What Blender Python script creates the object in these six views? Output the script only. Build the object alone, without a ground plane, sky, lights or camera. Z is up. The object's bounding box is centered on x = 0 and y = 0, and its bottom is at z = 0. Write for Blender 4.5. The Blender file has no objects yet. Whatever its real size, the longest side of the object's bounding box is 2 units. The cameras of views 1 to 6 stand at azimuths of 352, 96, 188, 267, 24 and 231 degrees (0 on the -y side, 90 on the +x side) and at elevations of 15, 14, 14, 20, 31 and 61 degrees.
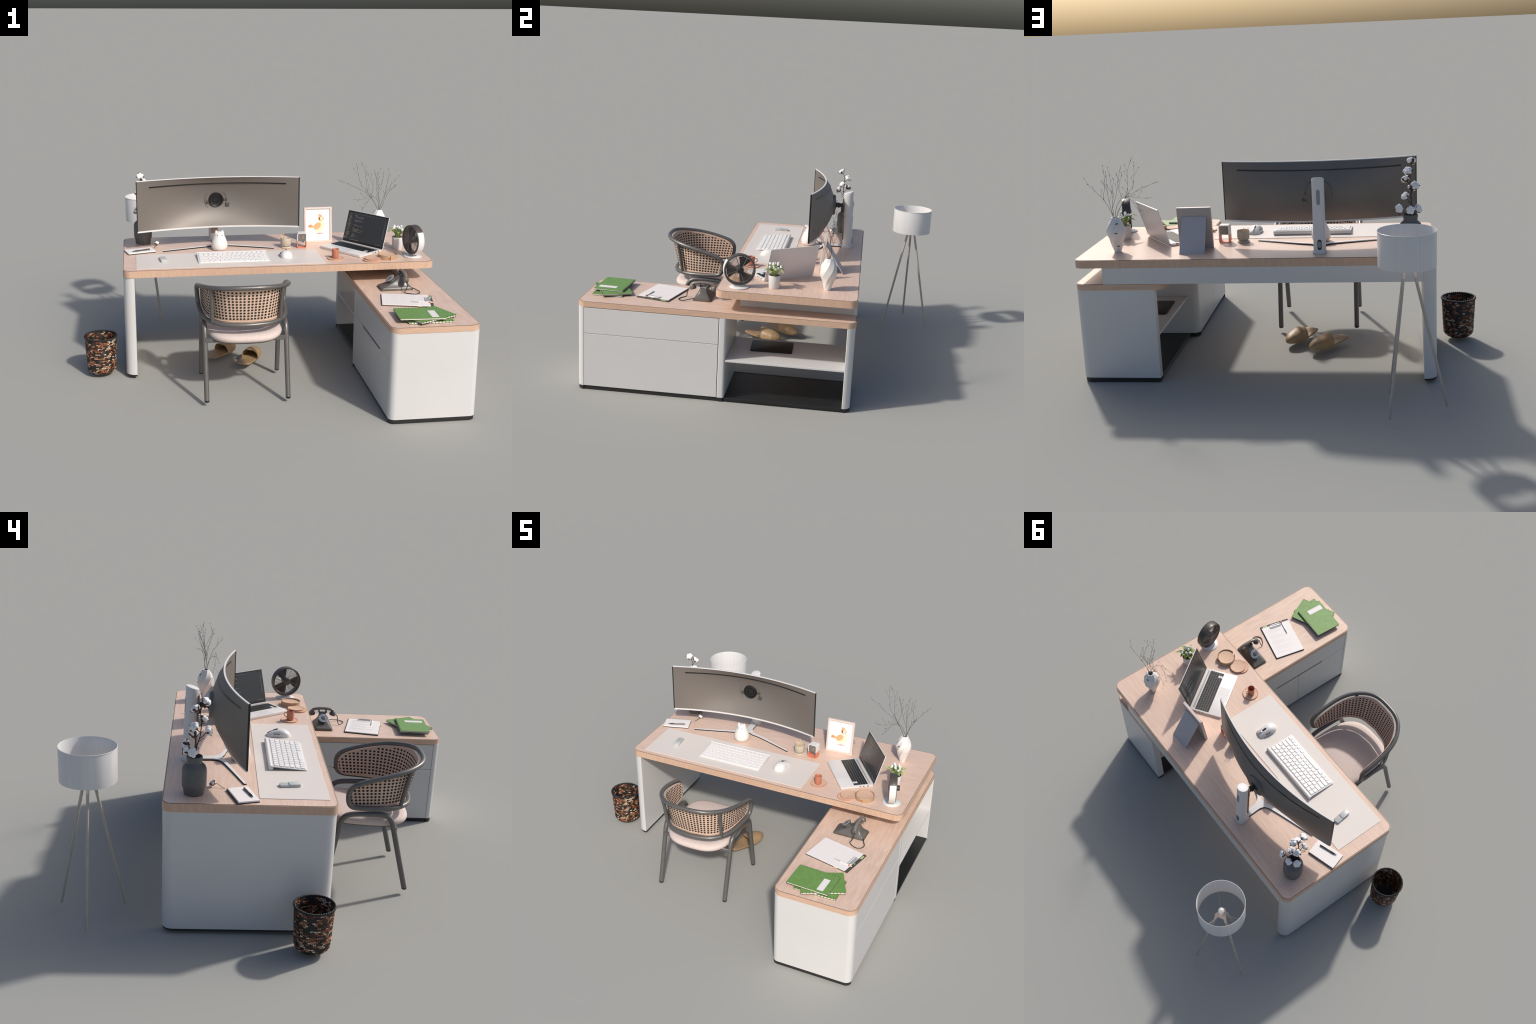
import bpy, bmesh, math, random
from mathutils import Vector, Matrix, Quaternion
from math import pi, sin, cos, sqrt, atan2, radians

# ------------------------------------------------------------------ helpers
COL = bpy.context.scene.collection
V3 = Vector


def lin(c):
    return tuple((x / 255 / 12.92) if x / 255 <= .04045 else ((x / 255 + .055) / 1.055) ** 2.4 for x in c) + (1.0,)


def material(name, rgb, rough=.5, metal=0.0, rgb2=None, scale=(1, 1, 1), noise=12.0, detail=4.0, lo=.35, hi=.65,
             bump=0.0, bump_scale=200.0, spec=.5, coat=0.0, translucent=0.0, transmission=0.0, distortion=0.0):
    """Principled material; rgb2 mixes in by a (stretched) noise on Object coordinates."""
    m = bpy.data.materials.new(name)
    m.use_nodes = True
    nt = m.node_tree
    b = nt.nodes['Principled BSDF']
    b.inputs['Base Color'].default_value = lin(rgb)
    b.inputs['Roughness'].default_value = rough
    b.inputs['Metallic'].default_value = metal
    b.inputs['Specular IOR Level'].default_value = spec
    b.inputs['Coat Weight'].default_value = coat
    b.inputs['Transmission Weight'].default_value = transmission
    tc = nt.nodes.new('ShaderNodeTexCoord')
    if rgb2 is not None:
        mp = nt.nodes.new('ShaderNodeMapping')
        mp.inputs['Scale'].default_value = scale
        nz = nt.nodes.new('ShaderNodeTexNoise')
        nz.inputs['Scale'].default_value = noise
        nz.inputs['Detail'].default_value = detail
        nz.inputs['Distortion'].default_value = distortion
        rp = nt.nodes.new('ShaderNodeValToRGB')
        rp.color_ramp.elements[0].position = lo
        rp.color_ramp.elements[0].color = lin(rgb)
        rp.color_ramp.elements[1].position = hi
        rp.color_ramp.elements[1].color = lin(rgb2)
        nt.links.new(tc.outputs['Object'], mp.inputs['Vector'])
        nt.links.new(mp.outputs['Vector'], nz.inputs['Vector'])
        nt.links.new(nz.outputs['Fac'], rp.inputs['Fac'])
        nt.links.new(rp.outputs['Color'], b.inputs['Base Color'])
    if bump:
        nb = nt.nodes.new('ShaderNodeTexNoise')
        nb.inputs['Scale'].default_value = bump_scale
        nb.inputs['Detail'].default_value = 3
        bp = nt.nodes.new('ShaderNodeBump')
        bp.inputs['Strength'].default_value = bump
        bp.inputs['Distance'].default_value = .001
        nt.links.new(tc.outputs['Object'], nb.inputs['Vector'])
        nt.links.new(nb.outputs['Fac'], bp.inputs['Height'])
        nt.links.new(bp.outputs['Normal'], b.inputs['Normal'])
    if translucent:
        tr = nt.nodes.new('ShaderNodeBsdfTranslucent')
        tr.inputs['Color'].default_value = lin(rgb)
        mx = nt.nodes.new('ShaderNodeMixShader')
        mx.inputs['Fac'].default_value = translucent
        out = nt.nodes['Material Output']
        nt.links.new(b.outputs['BSDF'], mx.inputs[1])
        nt.links.new(tr.outputs['BSDF'], mx.inputs[2])
        nt.links.new(mx.outputs['Shader'], out.inputs['Surface'])
    return m


def thing(name, label, category, loc=(0, 0, 0), rot=0.0):
    e = bpy.data.objects.new(name, None)
    e.empty_display_size = .05
    e.location = loc
    e.rotation_euler = (0, 0, rot)
    e['label'] = label
    e['category'] = category
    COL.objects.link(e)
    return e


def obj(name, bm, mat, parent=None, smooth=40, loc=None, rot=None, kind=None):
    me = bpy.data.meshes.new(name)
    bmesh.ops.recalc_face_normals(bm, faces=bm.faces)
    bm.to_mesh(me)
    bm.free()
    for m in (mat if isinstance(mat, (list, tuple)) else [mat]):
        me.materials.append(m)
    if smooth:
        me.shade_smooth()
        me.set_sharp_from_angle(angle=radians(smooth))
    else:
        me.shade_flat()
    o = bpy.data.objects.new(name, me)
    COL.objects.link(o)
    if parent is not None:
        o.parent = parent
    if loc is not None:
        o.location = loc
    if rot is not None:
        o.rotation_euler = rot
    if kind:
        o['kind'] = kind
    return o


def clone(o, name, loc, rot=None, scale=None, mat=None):
    c = o.copy()
    c.name = name
    c.location = loc
    if rot is not None:
        c.rotation_euler = rot
    if scale is not None:
        c.scale = scale
    COL.objects.link(c)
    if mat is not None:
        c.material_slots[0].link = 'OBJECT'
        c.material_slots[0].material = mat
    return c


def label(o, text, cat):
    o['label'] = text
    o['category'] = cat
    return o


def rrect(x0, y0, x1, y1, r, n=8):
    """Rounded rectangle outline; r is one radius or (x1y1, x0y1, x0y0, x1y0)."""
    rs = [r] * 4 if not isinstance(r, (list, tuple)) else list(r)
    pts = []
    for (cx, cy, a), q in zip(((x1, y1, 0), (x0, y1, pi / 2), (x0, y0, pi), (x1, y0, 1.5 * pi)), rs):
        if q < 1e-6:
            pts.append((cx, cy))
            continue
        ox = cx - q if cx == x1 else cx + q
        oy = cy - q if cy == y1 else cy + q
        for i in range(n + 1):
            t = a + pi / 2 * i / n
            pts.append((ox + q * cos(t), oy + q * sin(t)))
    return pts


def prism(bm, poly, z0, z1, bev=0.0, seg=2, mi=0):
    """Upright prism over an outline, with its top and bottom edges rounded."""
    lo = [bm.verts.new((x, y, z0)) for x, y in poly]
    hi = [bm.verts.new((x, y, z1)) for x, y in poly]
    fs = [bm.faces.new(lo[::-1]), bm.faces.new(hi)]
    n = len(poly)
    for i in range(n):
        fs.append(bm.faces.new((lo[i], lo[(i + 1) % n], hi[(i + 1) % n], hi[i])))
    for f in fs:
        f.material_index = mi
    if bev:
        es = [e for f in fs[:2] for e in f.edges]
        bmesh.ops.bevel(bm, geom=es, offset=bev, segments=seg, profile=.5, affect='EDGES', clamp_overlap=True)
    return lo + hi


def box(bm, x0, y0, z0, x1, y1, z1, bev=0.0, seg=2, mi=0):
    vs = [bm.verts.new((x, y, z)) for x in (x0, x1) for y in (y0, y1) for z in (z0, z1)]
    fs = [bm.faces.new([vs[i] for i in q]) for q in ((0, 1, 3, 2), (4, 6, 7, 5), (0, 4, 5, 1), (2, 3, 7, 6), (0, 2, 6, 4), (1, 5, 7, 3))]
    for f in fs:
        f.material_index = mi
    if bev:
        bmesh.ops.bevel(bm, geom=list({e for f in fs for e in f.edges}), offset=bev, segments=seg, profile=.5, affect='EDGES')


def lathe(bm, prof, n=48, mi=0, c=(0, 0), a0=0.0, a1=2 * pi):
    """Surface of revolution about z through (r, z) points; r = 0 closes it."""
    full = abs(a1 - a0 - 2 * pi) < 1e-6
    m = n if full else n + 1
    rings = []
    for r, z in prof:
        if r < 1e-7:
            rings.append([bm.verts.new((c[0], c[1], z))])
        else:
            rings.append([bm.verts.new((c[0] + r * cos(a0 + (a1 - a0) * i / n), c[1] + r * sin(a0 + (a1 - a0) * i / n), z)) for i in range(m)])
    for A, B in zip(rings, rings[1:]):
        for i in range(n):
            j = (i + 1) % m
            q = []
            for v in ((A[i], A[j], B[j], B[i]) if len(A) > 1 and len(B) > 1 else (A[0], B[j], B[i]) if len(A) == 1 and len(B) > 1 else (A[i], A[j], B[0]) if len(B) == 1 and len(A) > 1 else ()):
                q.append(v)
            if q:
                bm.faces.new(q).material_index = mi
    return rings


def catmull(pts, k=6, closed=False):
    P = [Vector(p) for p in pts]
    n = len(P)
    out = []
    for i in range(n if closed else n - 1):
        p0 = P[(i - 1) % n] if closed or i > 0 else P[0] * 2 - P[1]
        p1, p2 = P[i], P[(i + 1) % n]
        p3 = P[(i + 2) % n] if closed or i + 2 < n else P[-1] * 2 - P[-2]
        for j in range(k):
            t = j / k
            out.append(.5 * ((2 * p1) + (p2 - p0) * t + (2 * p0 - 5 * p1 + 4 * p2 - p3) * t * t + (3 * p1 - p0 - 3 * p2 + p3) * t ** 3))
    if not closed:
        out.append(P[-1].copy())
    return out


def tube(bm, path, r, n=12, closed=False, mi=0, cap=True, round_cap=False, section=None):
    """Sweep a circle (or a 2D section) along a path; r may be a list."""
    P = [Vector(p) for p in path]
    m = len(P)
    R = r if isinstance(r, (list, tuple)) else [r] * m
    tans = []
    for i in range(m):
        a = P[i - 1] if i > 0 or closed else P[i]
        b = P[(i + 1) % m] if i < m - 1 or closed else P[i]
        tans.append((b - a).normalized())
    up = Vector((0, 0, 1)) if abs(tans[0].z) < .9 else Vector((1, 0, 0))
    N = (up - tans[0] * up.dot(tans[0])).normalized()
    rings = []
    prev = tans[0]
    for i in range(m):
        q = prev.rotation_difference(tans[i])
        N = q @ N
        N = (N - tans[i] * N.dot(tans[i])).normalized()
        B = tans[i].cross(N)
        prev = tans[i]
        if section:
            ring = [bm.verts.new(P[i] + (N * s[1] + B * s[0]) * R[i]) for s in section]
        else:
            ring = [bm.verts.new(P[i] + (N * cos(2 * pi * k / n) + B * sin(2 * pi * k / n)) * R[i]) for k in range(n)]
        rings.append(ring)
    w = len(rings[0])
    for i in range(m if closed else m - 1):
        A, B2 = rings[i], rings[(i + 1) % m]
        for k in range(w):
            bm.faces.new((A[k], A[(k + 1) % w], B2[(k + 1) % w], B2[k])).material_index = mi
    if not closed and cap:
        for ring, s, p, t, rr in ((rings[0], -1, P[0], tans[0], R[0]), (rings[-1], 1, P[-1], tans[-1], R[-1])):
            if round_cap:
                last = ring
                for h, sc in ((.38, .92), (.71, .71), (.92, .38)):
                    nr = [bm.verts.new(p + (v.co - p) * sc + t * s * rr * h) for v in ring]
                    for k in range(w):
                        bm.faces.new((last[k], last[(k + 1) % w], nr[(k + 1) % w], nr[k])).material_index = mi
                    last = nr
                bm.faces.new(last).material_index = mi
            else:
                bm.faces.new(ring).material_index = mi
    return rings


def ellipsoid(bm, c, rx, ry, rz, u=12, v=8, mi=0, rot=None):
    M = Matrix.Translation(c) @ (rot.to_matrix().to_4x4() if rot else Matrix.Identity(4)) @ Matrix.Diagonal((rx, ry, rz, 1))
    res = bmesh.ops.create_uvsphere(bm, u_segments=u, v_segments=v, radius=1, matrix=M)
    for f in {f for x in res['verts'] for f in x.link_faces}:
        f.material_index = mi


def blade(bm, spine, widths, normal_hint, thick=.0006, fold=.25, mi=0):
    """A leaf: strip along a spine, folded along its midrib, with thickness."""
    P = [Vector(p) for p in spine]
    top, bot = [], []
    for i, p in enumerate(P):
        t = (P[min(i + 1, len(P) - 1)] - P[max(i - 1, 0)]).normalized()
        s = t.cross(Vector(normal_hint)).normalized()
        nn = s.cross(t).normalized()
        w = widths[i]
        top.append([bm.verts.new(p + s * w * k + nn * (abs(k) * w * fold)) for k in (-1, -.5, 0, .5, 1)])
        bot.append([bm.verts.new(p + s * w * k + nn * (abs(k) * w * fold - thick)) for k in (-1, -.5, 0, .5, 1)])
    for i in range(len(P) - 1):
        for k in range(4):
            bm.faces.new((top[i][k], top[i][k + 1], top[i + 1][k + 1], top[i + 1][k])).material_index = mi
            bm.faces.new((bot[i][k + 1], bot[i][k], bot[i + 1][k], bot[i + 1][k + 1])).material_index = mi
        for k in (0, 4):
            bm.faces.new((top[i][k], top[i + 1][k], bot[i + 1][k], bot[i][k])).material_index = mi


def transform(bm, M, verts=None):
    bmesh.ops.transform(bm, matrix=M, verts=verts if verts is not None else bm.verts)


def NB():
    return bmesh.new()


# ---------------------------------------------------------------- materials
M_top = material('veneer_top', (210, 180, 162), .38, spec=.6, rgb2=(224, 196, 178), scale=(3, 26, 30), noise=3.0, detail=8, lo=.3, hi=.7, bump=.05, bump_scale=250, distortion=.6)
M_top_y = material('veneer_top_cabinet', (209, 179, 160), .38, spec=.6, rgb2=(225, 197, 178), scale=(20, 3, 30), noise=3.0, detail=8, lo=.3, hi=.7, bump=.05, bump_scale=250, distortion=.8)
M_edge = material('wood_edge_band', (196, 161, 138), .5, rgb2=(208, 176, 152), scale=(26, 26, 5), noise=3.5, detail=8, lo=.3, hi=.7, bump=.05, bump_scale=300)
M_edge_y = material('wood_edge_band_cabinet', (196, 161, 138), .5, rgb2=(209, 177, 153), scale=(4, 4, 40), noise=3.5, detail=8, lo=.3, hi=.7, bump=.05, bump_scale=300)
M_seam = material('dark_seam', (70, 60, 56), .7)
M_white = material('white_lacquer', (208, 207, 206), .32, rgb2=(205, 204, 203), noise=2.0)
M_gap = material('gap_shadow_board', (60, 58, 60), .7)  # carcass coloured dark so the drawer gaps show as shadow
M_kick = material('black_kick', (36, 36, 36), .5)
M_black = material('black_floor_board', (27, 28, 29), .45)
M_tube = material('grey_powder_coat', (106, 104, 102), .36, metal=.4, rgb2=(110, 108, 106), noise=40)
M_cane = material('cane_weave', (222, 194, 173), .7, rgb2=(204, 172, 150), noise=420, detail=2, lo=.42, hi=.6, bump=.4, bump_scale=900)
M_cane_edge = material('cane_binding', (206, 178, 158), .6)
M_hole = material('cane_hole', (34, 31, 30), .8)
M_seat = material('seat_fabric', (212, 196, 189), .85, rgb2=(202, 186, 180), noise=160, detail=3, bump=.3, bump_scale=900)
M_pad = material('desk_pad_felt', (217, 208, 201), .45, rgb2=(220, 212, 206), noise=300, bump=.2, bump_scale=900)
M_gloss_white = material('glossy_white', (222, 220, 218), .3)
M_matt_white = material('matt_white', (216, 214, 213), .5)
M_key = material('white_keycap', (226, 224, 223), .45)
M_dark = material('dark_plastic', (38, 38, 39), .4)
M_blackpl = material('black_plastic', (18, 18, 19), .4)
M_silver = material('silver_metal', (214, 213, 211), .28, metal=.6)
M_ceramic = material('white_ceramic', (224, 221, 218), .4)
M_paper = material('white_paper', (235, 229, 226), .5)
M_ink = material('grey_ink', (196, 190, 190), .8)
M_darkvase = material('charcoal_stoneware', (92, 92, 93), .55, rgb2=(98, 98, 98), noise=60, bump=.1, bump_scale=400)
M_cotton = material('cotton_fluff', (236, 234, 233), .95, bump=.3, bump_scale=400)
M_bract = material('dry_bract', (104, 70, 54), .8, rgb2=(70, 46, 38), noise=90)
M_stem = material('dark_stem', (74, 60, 54), .8, rgb2=(54, 46, 44), noise=80)
M_green = material('green_cover', (104, 143, 72), .45, rgb2=(114, 152, 82), noise=60, detail=6)
M_page = material('page_block', (226, 222, 210), .7)
M_orange = material('orange_terracotta', (182, 116, 92), .4)
M_copper = material('copper_rim', (196, 128, 98), .35)
M_coaster = material('tan_coaster', (216, 180, 154), .6, rgb2=(208, 170, 145), noise=80)
M_holder = material('tan_holder', (176, 146, 114), .55, rgb2=(184, 154, 122), noise=60)
M_sun = material('tan_leather', (168, 140, 106), .5, rgb2=(158, 131, 98), noise=40)

# ================================================================= the desk
desk = thing('office_desk', 'L-shaped white and light wood executive desk with side cabinet', 'desk', (0, 0, 0))
TZ = .632
X0, X1, Y0, Y1 = -.768, .996, -.241, .524

bm = NB()
prism(bm, rrect(X0, Y0, X1, Y1, .045, 10), .592, TZ - .0015, .004, 3)
obj('tabletop', bm, M_edge, desk)
bm = NB()
prism(bm, rrect(X0 + .004, Y0 + .004, X1 - .004, Y1 - .004, .041, 10), TZ - .0030, TZ, .0006, 1)
obj('tabletop_veneer', bm, M_top, desk)


def seam(poly_out, poly_in, z, name, parent):
    bm = NB()
    a = [bm.verts.new((x, y, z)) for x, y in poly_out]
    b = [bm.verts.new((x, y, z)) for x, y in poly_in]
    c = [bm.verts.new((x, y, z - .001)) for x, y in poly_out]
    d = [bm.verts.new((x, y, z - .001)) for x, y in poly_in]
    n = len(a)
    for i in range(n):
        j = (i + 1) % n
        bm.faces.new((a[i], a[j], b[j], b[i]))
        bm.faces.new((c[j], c[i], d[i], d[j]))
        bm.faces.new((a[j], a[i], c[i], c[j]))
        bm.faces.new((b[i], b[j], d[j], d[i]))
    return obj(name, bm, M_seam, parent, smooth=0)


seam(rrect(X0 + .0033, Y0 + .0033, X1 - .0033, Y1 - .0033, .0417, 10), rrect(X0 + .0047, Y0 + .0047, X1 - .0047, Y1 - .0047, .0403, 10), TZ + .0002, 'edge_seam', desk)

# side panel leg: rounded outside, square inside
bm = NB()
prism(bm, rrect(-.767, -.238, -.706, .521, (0.001, .050, .050, 0.001), 10), .0230, .593)
obj('leg_panel', bm, M_white, desk, 30)
bm = NB()
prism(bm, rrect(-.765, -.236, -.707, .519, (0.001, .050, .050, 0.001), 10), .0125, .0230)
obj('leg_foot', bm, M_kick, desk, 30)
# rear beam and bridge box over the cabinet
bm = NB()
box(bm, -.7055, .500, .5095, .852, .5225, .592, .001, 1)
obj('modesty_beam', bm, M_white, desk, 30)
bm = NB()
box(bm, .814, -.12, .5110, .8515, .4995, .5915, .001, 1)
obj('bridge_rail', bm, M_white, desk, 30)

# low cabinet
CX0, CX1, CY0, CY1, CZ = .540, 1.0, -1.0, .524, .5105
bm = NB()
prism(bm, rrect(CX0, CY0, CX1, CY1, .048, 10), .480, CZ - .0015, .004, 3)
obj('cabinet_top', bm, M_edge_y, desk)
bm = NB()
prism(bm, rrect(CX0 + .004, CY0 + .004, CX1 - .004, CY1 - .004, .044, 10), CZ - .0030, CZ, .0006, 1)
obj('cabinet_top_veneer', bm, M_top_y, desk)
seam(rrect(CX0 + .0033, CY0 + .0033, CX1 - .0033, CY1 - .0033, .0447, 10), rrect(CX0 + .0047, CY0 + .0047, CX1 - .0047, CY1 - .0047, .0433, 10), CZ + .0002, 'edge_seam', desk)

bm = NB()   # end panel wraps round the front
prism(bm, rrect(.543, -.998, .9992, -.962, (0.001, 0.001, .0355, .0355), 10), .021, .4805)
end_panel = obj('cabinet_end_panel', bm, M_white, desk, 30)
# cut the right rear part of that block away for the drawer fronts
bm = NB()
box(bm, .555, -.9625, .021, .988, -.215, .4795)
obj('cabinet_body', bm, M_gap, desk, 0)
bm = NB()   # divider with rounded back left corner
prism(bm, rrect(.543, -.2115, .9992, -.172, (.012, .037, 0.001, .006), 8), .021, .4805)
obj('divider_panel', bm, M_white, desk, 30)
bm = NB()
prism(bm, rrect(.598, .478, .9992, .521, (.040, .002, .002, .004), 8), .021, .4805)
obj('bay_panel', bm, M_white, desk, 30)
for nm, (x0, y0, x1, y1, rr) in dict(a=(.545, -.996, .996, -.964, (0, 0, .0315, .0315)), b=(.545, -.2105, .996, -.1735, (.011, .036, 0, .005)), c=(.600, .4795, .996, .5195, (.039, .002, .002, .004)), d=(.553, -.964, .992, -.2105, 0)).items():
    bm = NB()
    prism(bm, rrect(x0, y0, x1, y1, rr, 8), 0, .021)
    obj('kick_plinth', bm, M_kick, desk, 30)
# right side fronts
bm = NB(); box(bm, .988, -.9605, .3295, .9990, -.2135, .4765, .0012, 1)
obj('drawer_front', bm, M_white, desk, 30)
bm = NB(); box(bm, .988, -.9605, .022, .9990, -.2135, .3275, .0012, 1)
obj('cabinet_front', bm, M_white, desk, 30)
# left side: drawer, two doors, finger slot
bm = NB()
sl0, sl1 = -.768, -.404
poly = [(-.9605, .4765), (-.2135, .4765), (-.2135, .3295), (-.9605, .3295)]
A = [bm.verts.new((.5440, y, z)) for y, z in poly]; B = [bm.verts.new((.555, y, z)) for y, z in poly]
bm.faces.new(A); bm.faces.new(B[::-1])
for i in range(len(A)):
    j = (i + 1) % len(A); bm.faces.new((A[j], A[i], B[i], B[j]))
obj('drawer_front', bm, M_white, desk, 30)
for y0, y1 in ((-.9605, -.5830), (-.5808, -.2135)):
    bm = NB()
    s = sorted([y0, y1])
    pts = [(y0, .022), (y1, .022), (y1, .3085), (y0, .3085)]
    if y0 < -.7:
        pts = [(y0, .022), (y1, .022), (y1, .314), (sl0, .314), (sl0 - .013, .3275), (y0, .3275)]
    else:
        pts = [(y0, .022), (y1, .022), (y1, .3275), (sl1 + .013, .3275), (sl1, .314), (y0, .314)]
    A = [bm.verts.new((.5440, y, z)) for y, z in pts]; B = [bm.verts.new((.555, y, z)) for y, z in pts]
    bm.faces.new(A); bm.faces.new(B[::-1])
    for i in range(len(A)):
        j = (i + 1) % len(A); bm.faces.new((A[j], A[i], B[i], B[j]))
    obj('cabinet_door', bm, M_white, desk, 30)
# open bay
bm = NB(); box(bm, .600, -.1715, .230, .994, .4775, .2415, .001, 1)
obj('shelf', bm, M_white, desk, 30)
bm = NB(); box(bm, .602, -.1715, .004, .995, .4775, .0205, .001, 1)
obj('bay_floor', bm, M_black, desk, 30)
bm = NB(); box(bm, .5995, -.1715, .004, .6015, .4755, .0225)
obj('floor_lip', bm, M_tube, desk, 0)

# tablet on the shelf
bm = NB(); prism(bm, rrect(-.0865, -.118, .0865, .118, .010), 0, .006, .0015, 2)
label(obj('tablet', bm, M_blackpl, None, loc=(.731, .0565, .2416), rot=(0, 0, radians(2))), 'thin black tablet with rounded corners', 'tablet')

# desk pad
bm = NB(); prism(bm, rrect(-.694, -.209, .370, .102, .002, 2), TZ + .0001, TZ + .0022, .0006, 1)
label(obj('desk_pad', bm, M_pad, None, 30), 'large thin off-white felt desk pad', 'desk pad')
PADZ = TZ + .0022

# ================================================================== monitor
mon = thing('curved_monitor', 'ultrawide curved grey monitor on a white forked stand', 'monitor', (-.198, .180, TZ), radians(2.26))
M_shell = material('monitor_shell', (120, 113, 107), .5, metal=.25, rgb2=(114, 110, 107), noise=3, spec=.4)  # dark grey shell, base lightened and warmed by sunlight and surrounding reflections
HW, ZB, ZT = .4825, .123, .4225
ZM, HH = (ZB + ZT) / 2, (ZT - ZB) / 2


def arc(v):
    return .079 * (1 - v * v)


def bulge(v, u):
    return .060 * max(0, 1 - v * v) ** 1.4 * max(0, 1 - u * u)


NX, NZ = 72, 28
bm = NB()
outer, inner = [], []
for i in range(NX + 1):
    v = -1 + 2 * i / NX
    co, ci = [], []
    for k in range(NZ + 1):
        u = -1 + 2 * k / NZ
        y = arc(v) + bulge(v, u)
        co.append(bm.verts.new((v * HW, y + .004, ZM + u * HH)))
        ci.append(bm.verts.new((v * HW * .997, y - .001, ZM + u * HH * .992)))
    outer.append(co); inner.append(ci)
for i in range(NX):
    for k in range(NZ):
        bm.faces.new((outer[i][k], outer[i][k + 1], outer[i + 1][k + 1], outer[i + 1][k]))
        bm.faces.new((inner[i][k], inner[i + 1][k], inner[i + 1][k + 1], inner[i][k + 1]))
for i in range(NX):
    for k in (0, NZ):
        bm.faces.new((outer[i][k], outer[i + 1][k], inner[i + 1][k], inner[i][k]))
for k in range(NZ):
    for i in (0, NX):
        bm.faces.new((outer[i][k], outer[i][k + 1], inner[i][k + 1], inner[i][k]))
obj('monitor_shell', bm, M_shell, mon, 50)


def arc_strip(name, mat, z0, z1, d0, d1, v0=-1, v1=1, extra=None, n=60):
    bm = NB()
    rings = []
    for i in range(n + 1):
        v = v0 + (v1 - v0) * i / n
        b = extra(v) if extra else 0
        rings.append([bm.verts.new((v * HW, arc(v) + b + d, z)) for d, z in ((d0, z0), (d1, z0), (d1, z1), (d0, z1))])
    for A, B in zip(rings, rings[1:]):
        for k in range(4):
            bm.faces.new((A[k], A[(k + 1) % 4], B[(k + 1) % 4], B[k]))
    bm.faces.new(rings[0]); bm.faces.new(rings[-1][::-1])
    return obj(name, bm, mat, mon, 40)


arc_strip('bezel', M_matt_white, ZB - .006, ZB + .003, -.004, .0055, -1.0, 1.0)
arc_strip('bezel', M_matt_white, ZT - .002, ZT + .0025, -.003, .0055, -1.0, 1.0)
for s in (-1, 1):
    bm = NB(); box(bm, s * HW - .0025, -.004, ZB, s * HW + .0025, .005, ZT)
    obj('bezel', bm, M_blackpl, mon, 30)
u_slot = (1.013 - TZ - ZM) / HH
arc_strip('vent_slot', M_blackpl, 1.0095 - TZ, 1.0165 - TZ, -.0035, .0052, -.845, .845, extra=lambda v: bulge(v, u_slot))
# hub on both faces
zc = .906 - TZ
bm = NB()


def ring_y(bm, prof, cx, cz, n=40):
    """lathe about an axis along y: (r, y) points"""
    s = set(bm.verts)
    lathe(bm, prof, n)
    new = [v for v in bm.verts if v not in s]
    transform(bm, Matrix.Translation((cx, 0, cz)) @ Matrix.Rotation(-pi / 2, 4, 'X'), new)


yc = arc(0) + .060
ring_y(bm, [(0, yc + .012), (.046, yc + .012), (.060, yc + .010), (.066, yc + .001), (.0655, yc - .010)], -.004, zc)
obj('hub_cover', bm, M_shell, mon, 40)
bm = NB()
ring_y(bm, [(.044, yc), (.044, yc - .012), (.041, yc - .016), (.036, yc - .014), (.034, yc - .008), (.025, yc - .006), (.024, yc - .009), (.019, yc - .009), (.018, yc - .005), (0, yc - .005)], -.002, zc + .002)
obj('mount_socket', bm, M_blackpl, mon, 40)
bm = NB()
ring_y(bm, [(.066, yc - .0025), (.063, yc - .0045), (.046, yc - .0055), (.042, yc - .003)], 0, zc)
obj('hub_ring', bm, M_shell, mon, 40)
M_mark = material('dark_mark', (70, 68, 66), .5)
bm = NB()
for x0, x1, z0, z1, yy in ((-.062, -.044, -.020, -.004, 0), (.044, .066, -.007, .008, 0), (.056, .078, -.042, -.020, .004)):
    y0 = arc(x0 / HW) + bulge(x0 / HW, (zc + z0 - ZM) / HH)
    box(bm, x0, y0 - .0065, zc + z0, x1, y0 + .0055, zc + z1, .001, 1)
obj('mount_tab', bm, M_mark, mon, 40)
# neck arm
bm = NB()
ring_y(bm, [(0, yc + .008), (.030, yc + .008), (.030, yc + .014), (.018, yc + .016), (.014, yc + .020), (.014, yc + .027), (.018, yc + .028), (.018, yc + .034), (.013, yc + .036), (.013, yc + .07), (0, yc + .07)], -.004, zc)
box(bm, -.022, .190, zc - .045, .014, .216, zc + .016, .008, 2)
obj('neck_arm', bm, M_dark, mon, 40)
# column: rounded section, leaning slightly, with a sloped top
bm = NB()
prof = [(.030 * cos(2 * pi * i / 32), .031 * sin(2 * pi * i / 32)) for i in range(32)]
NS = 14
rings = []
for k in range(NS + 1):
    t = k / NS
    ring = []
    for x, y in prof:
        z = .004 + t * (.352 + (y + .03) * .30 - .004)
        ring.append(bm.verts.new((-.005 + x, .243 - .014 * t + y, z)))
    rings.append(ring)
for A, B in zip(rings, rings[1:]):
    for i in range(len(prof)):
        j = (i + 1) % len(prof)
        bm.faces.new((A[i], A[j], B[j], B[i]))
bm.faces.new(rings[0][::-1]); top = bm.faces.new(rings[-1])
bmesh.ops.bevel(bm, geom=list(top.edges), offset=.003, segments=2, profile=.5, affect='EDGES')
obj('stand_column', bm, M_matt_white, mon, 40)
bm = NB()
prism(bm, rrect(-.039, .203, .029, .278, .026, 8), 0, .010, .002, 2)
obj('column_foot', bm, M_matt_white, mon, 40)
M_slotgrey = material('slot_grey', (140, 142, 142), .5)


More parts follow.
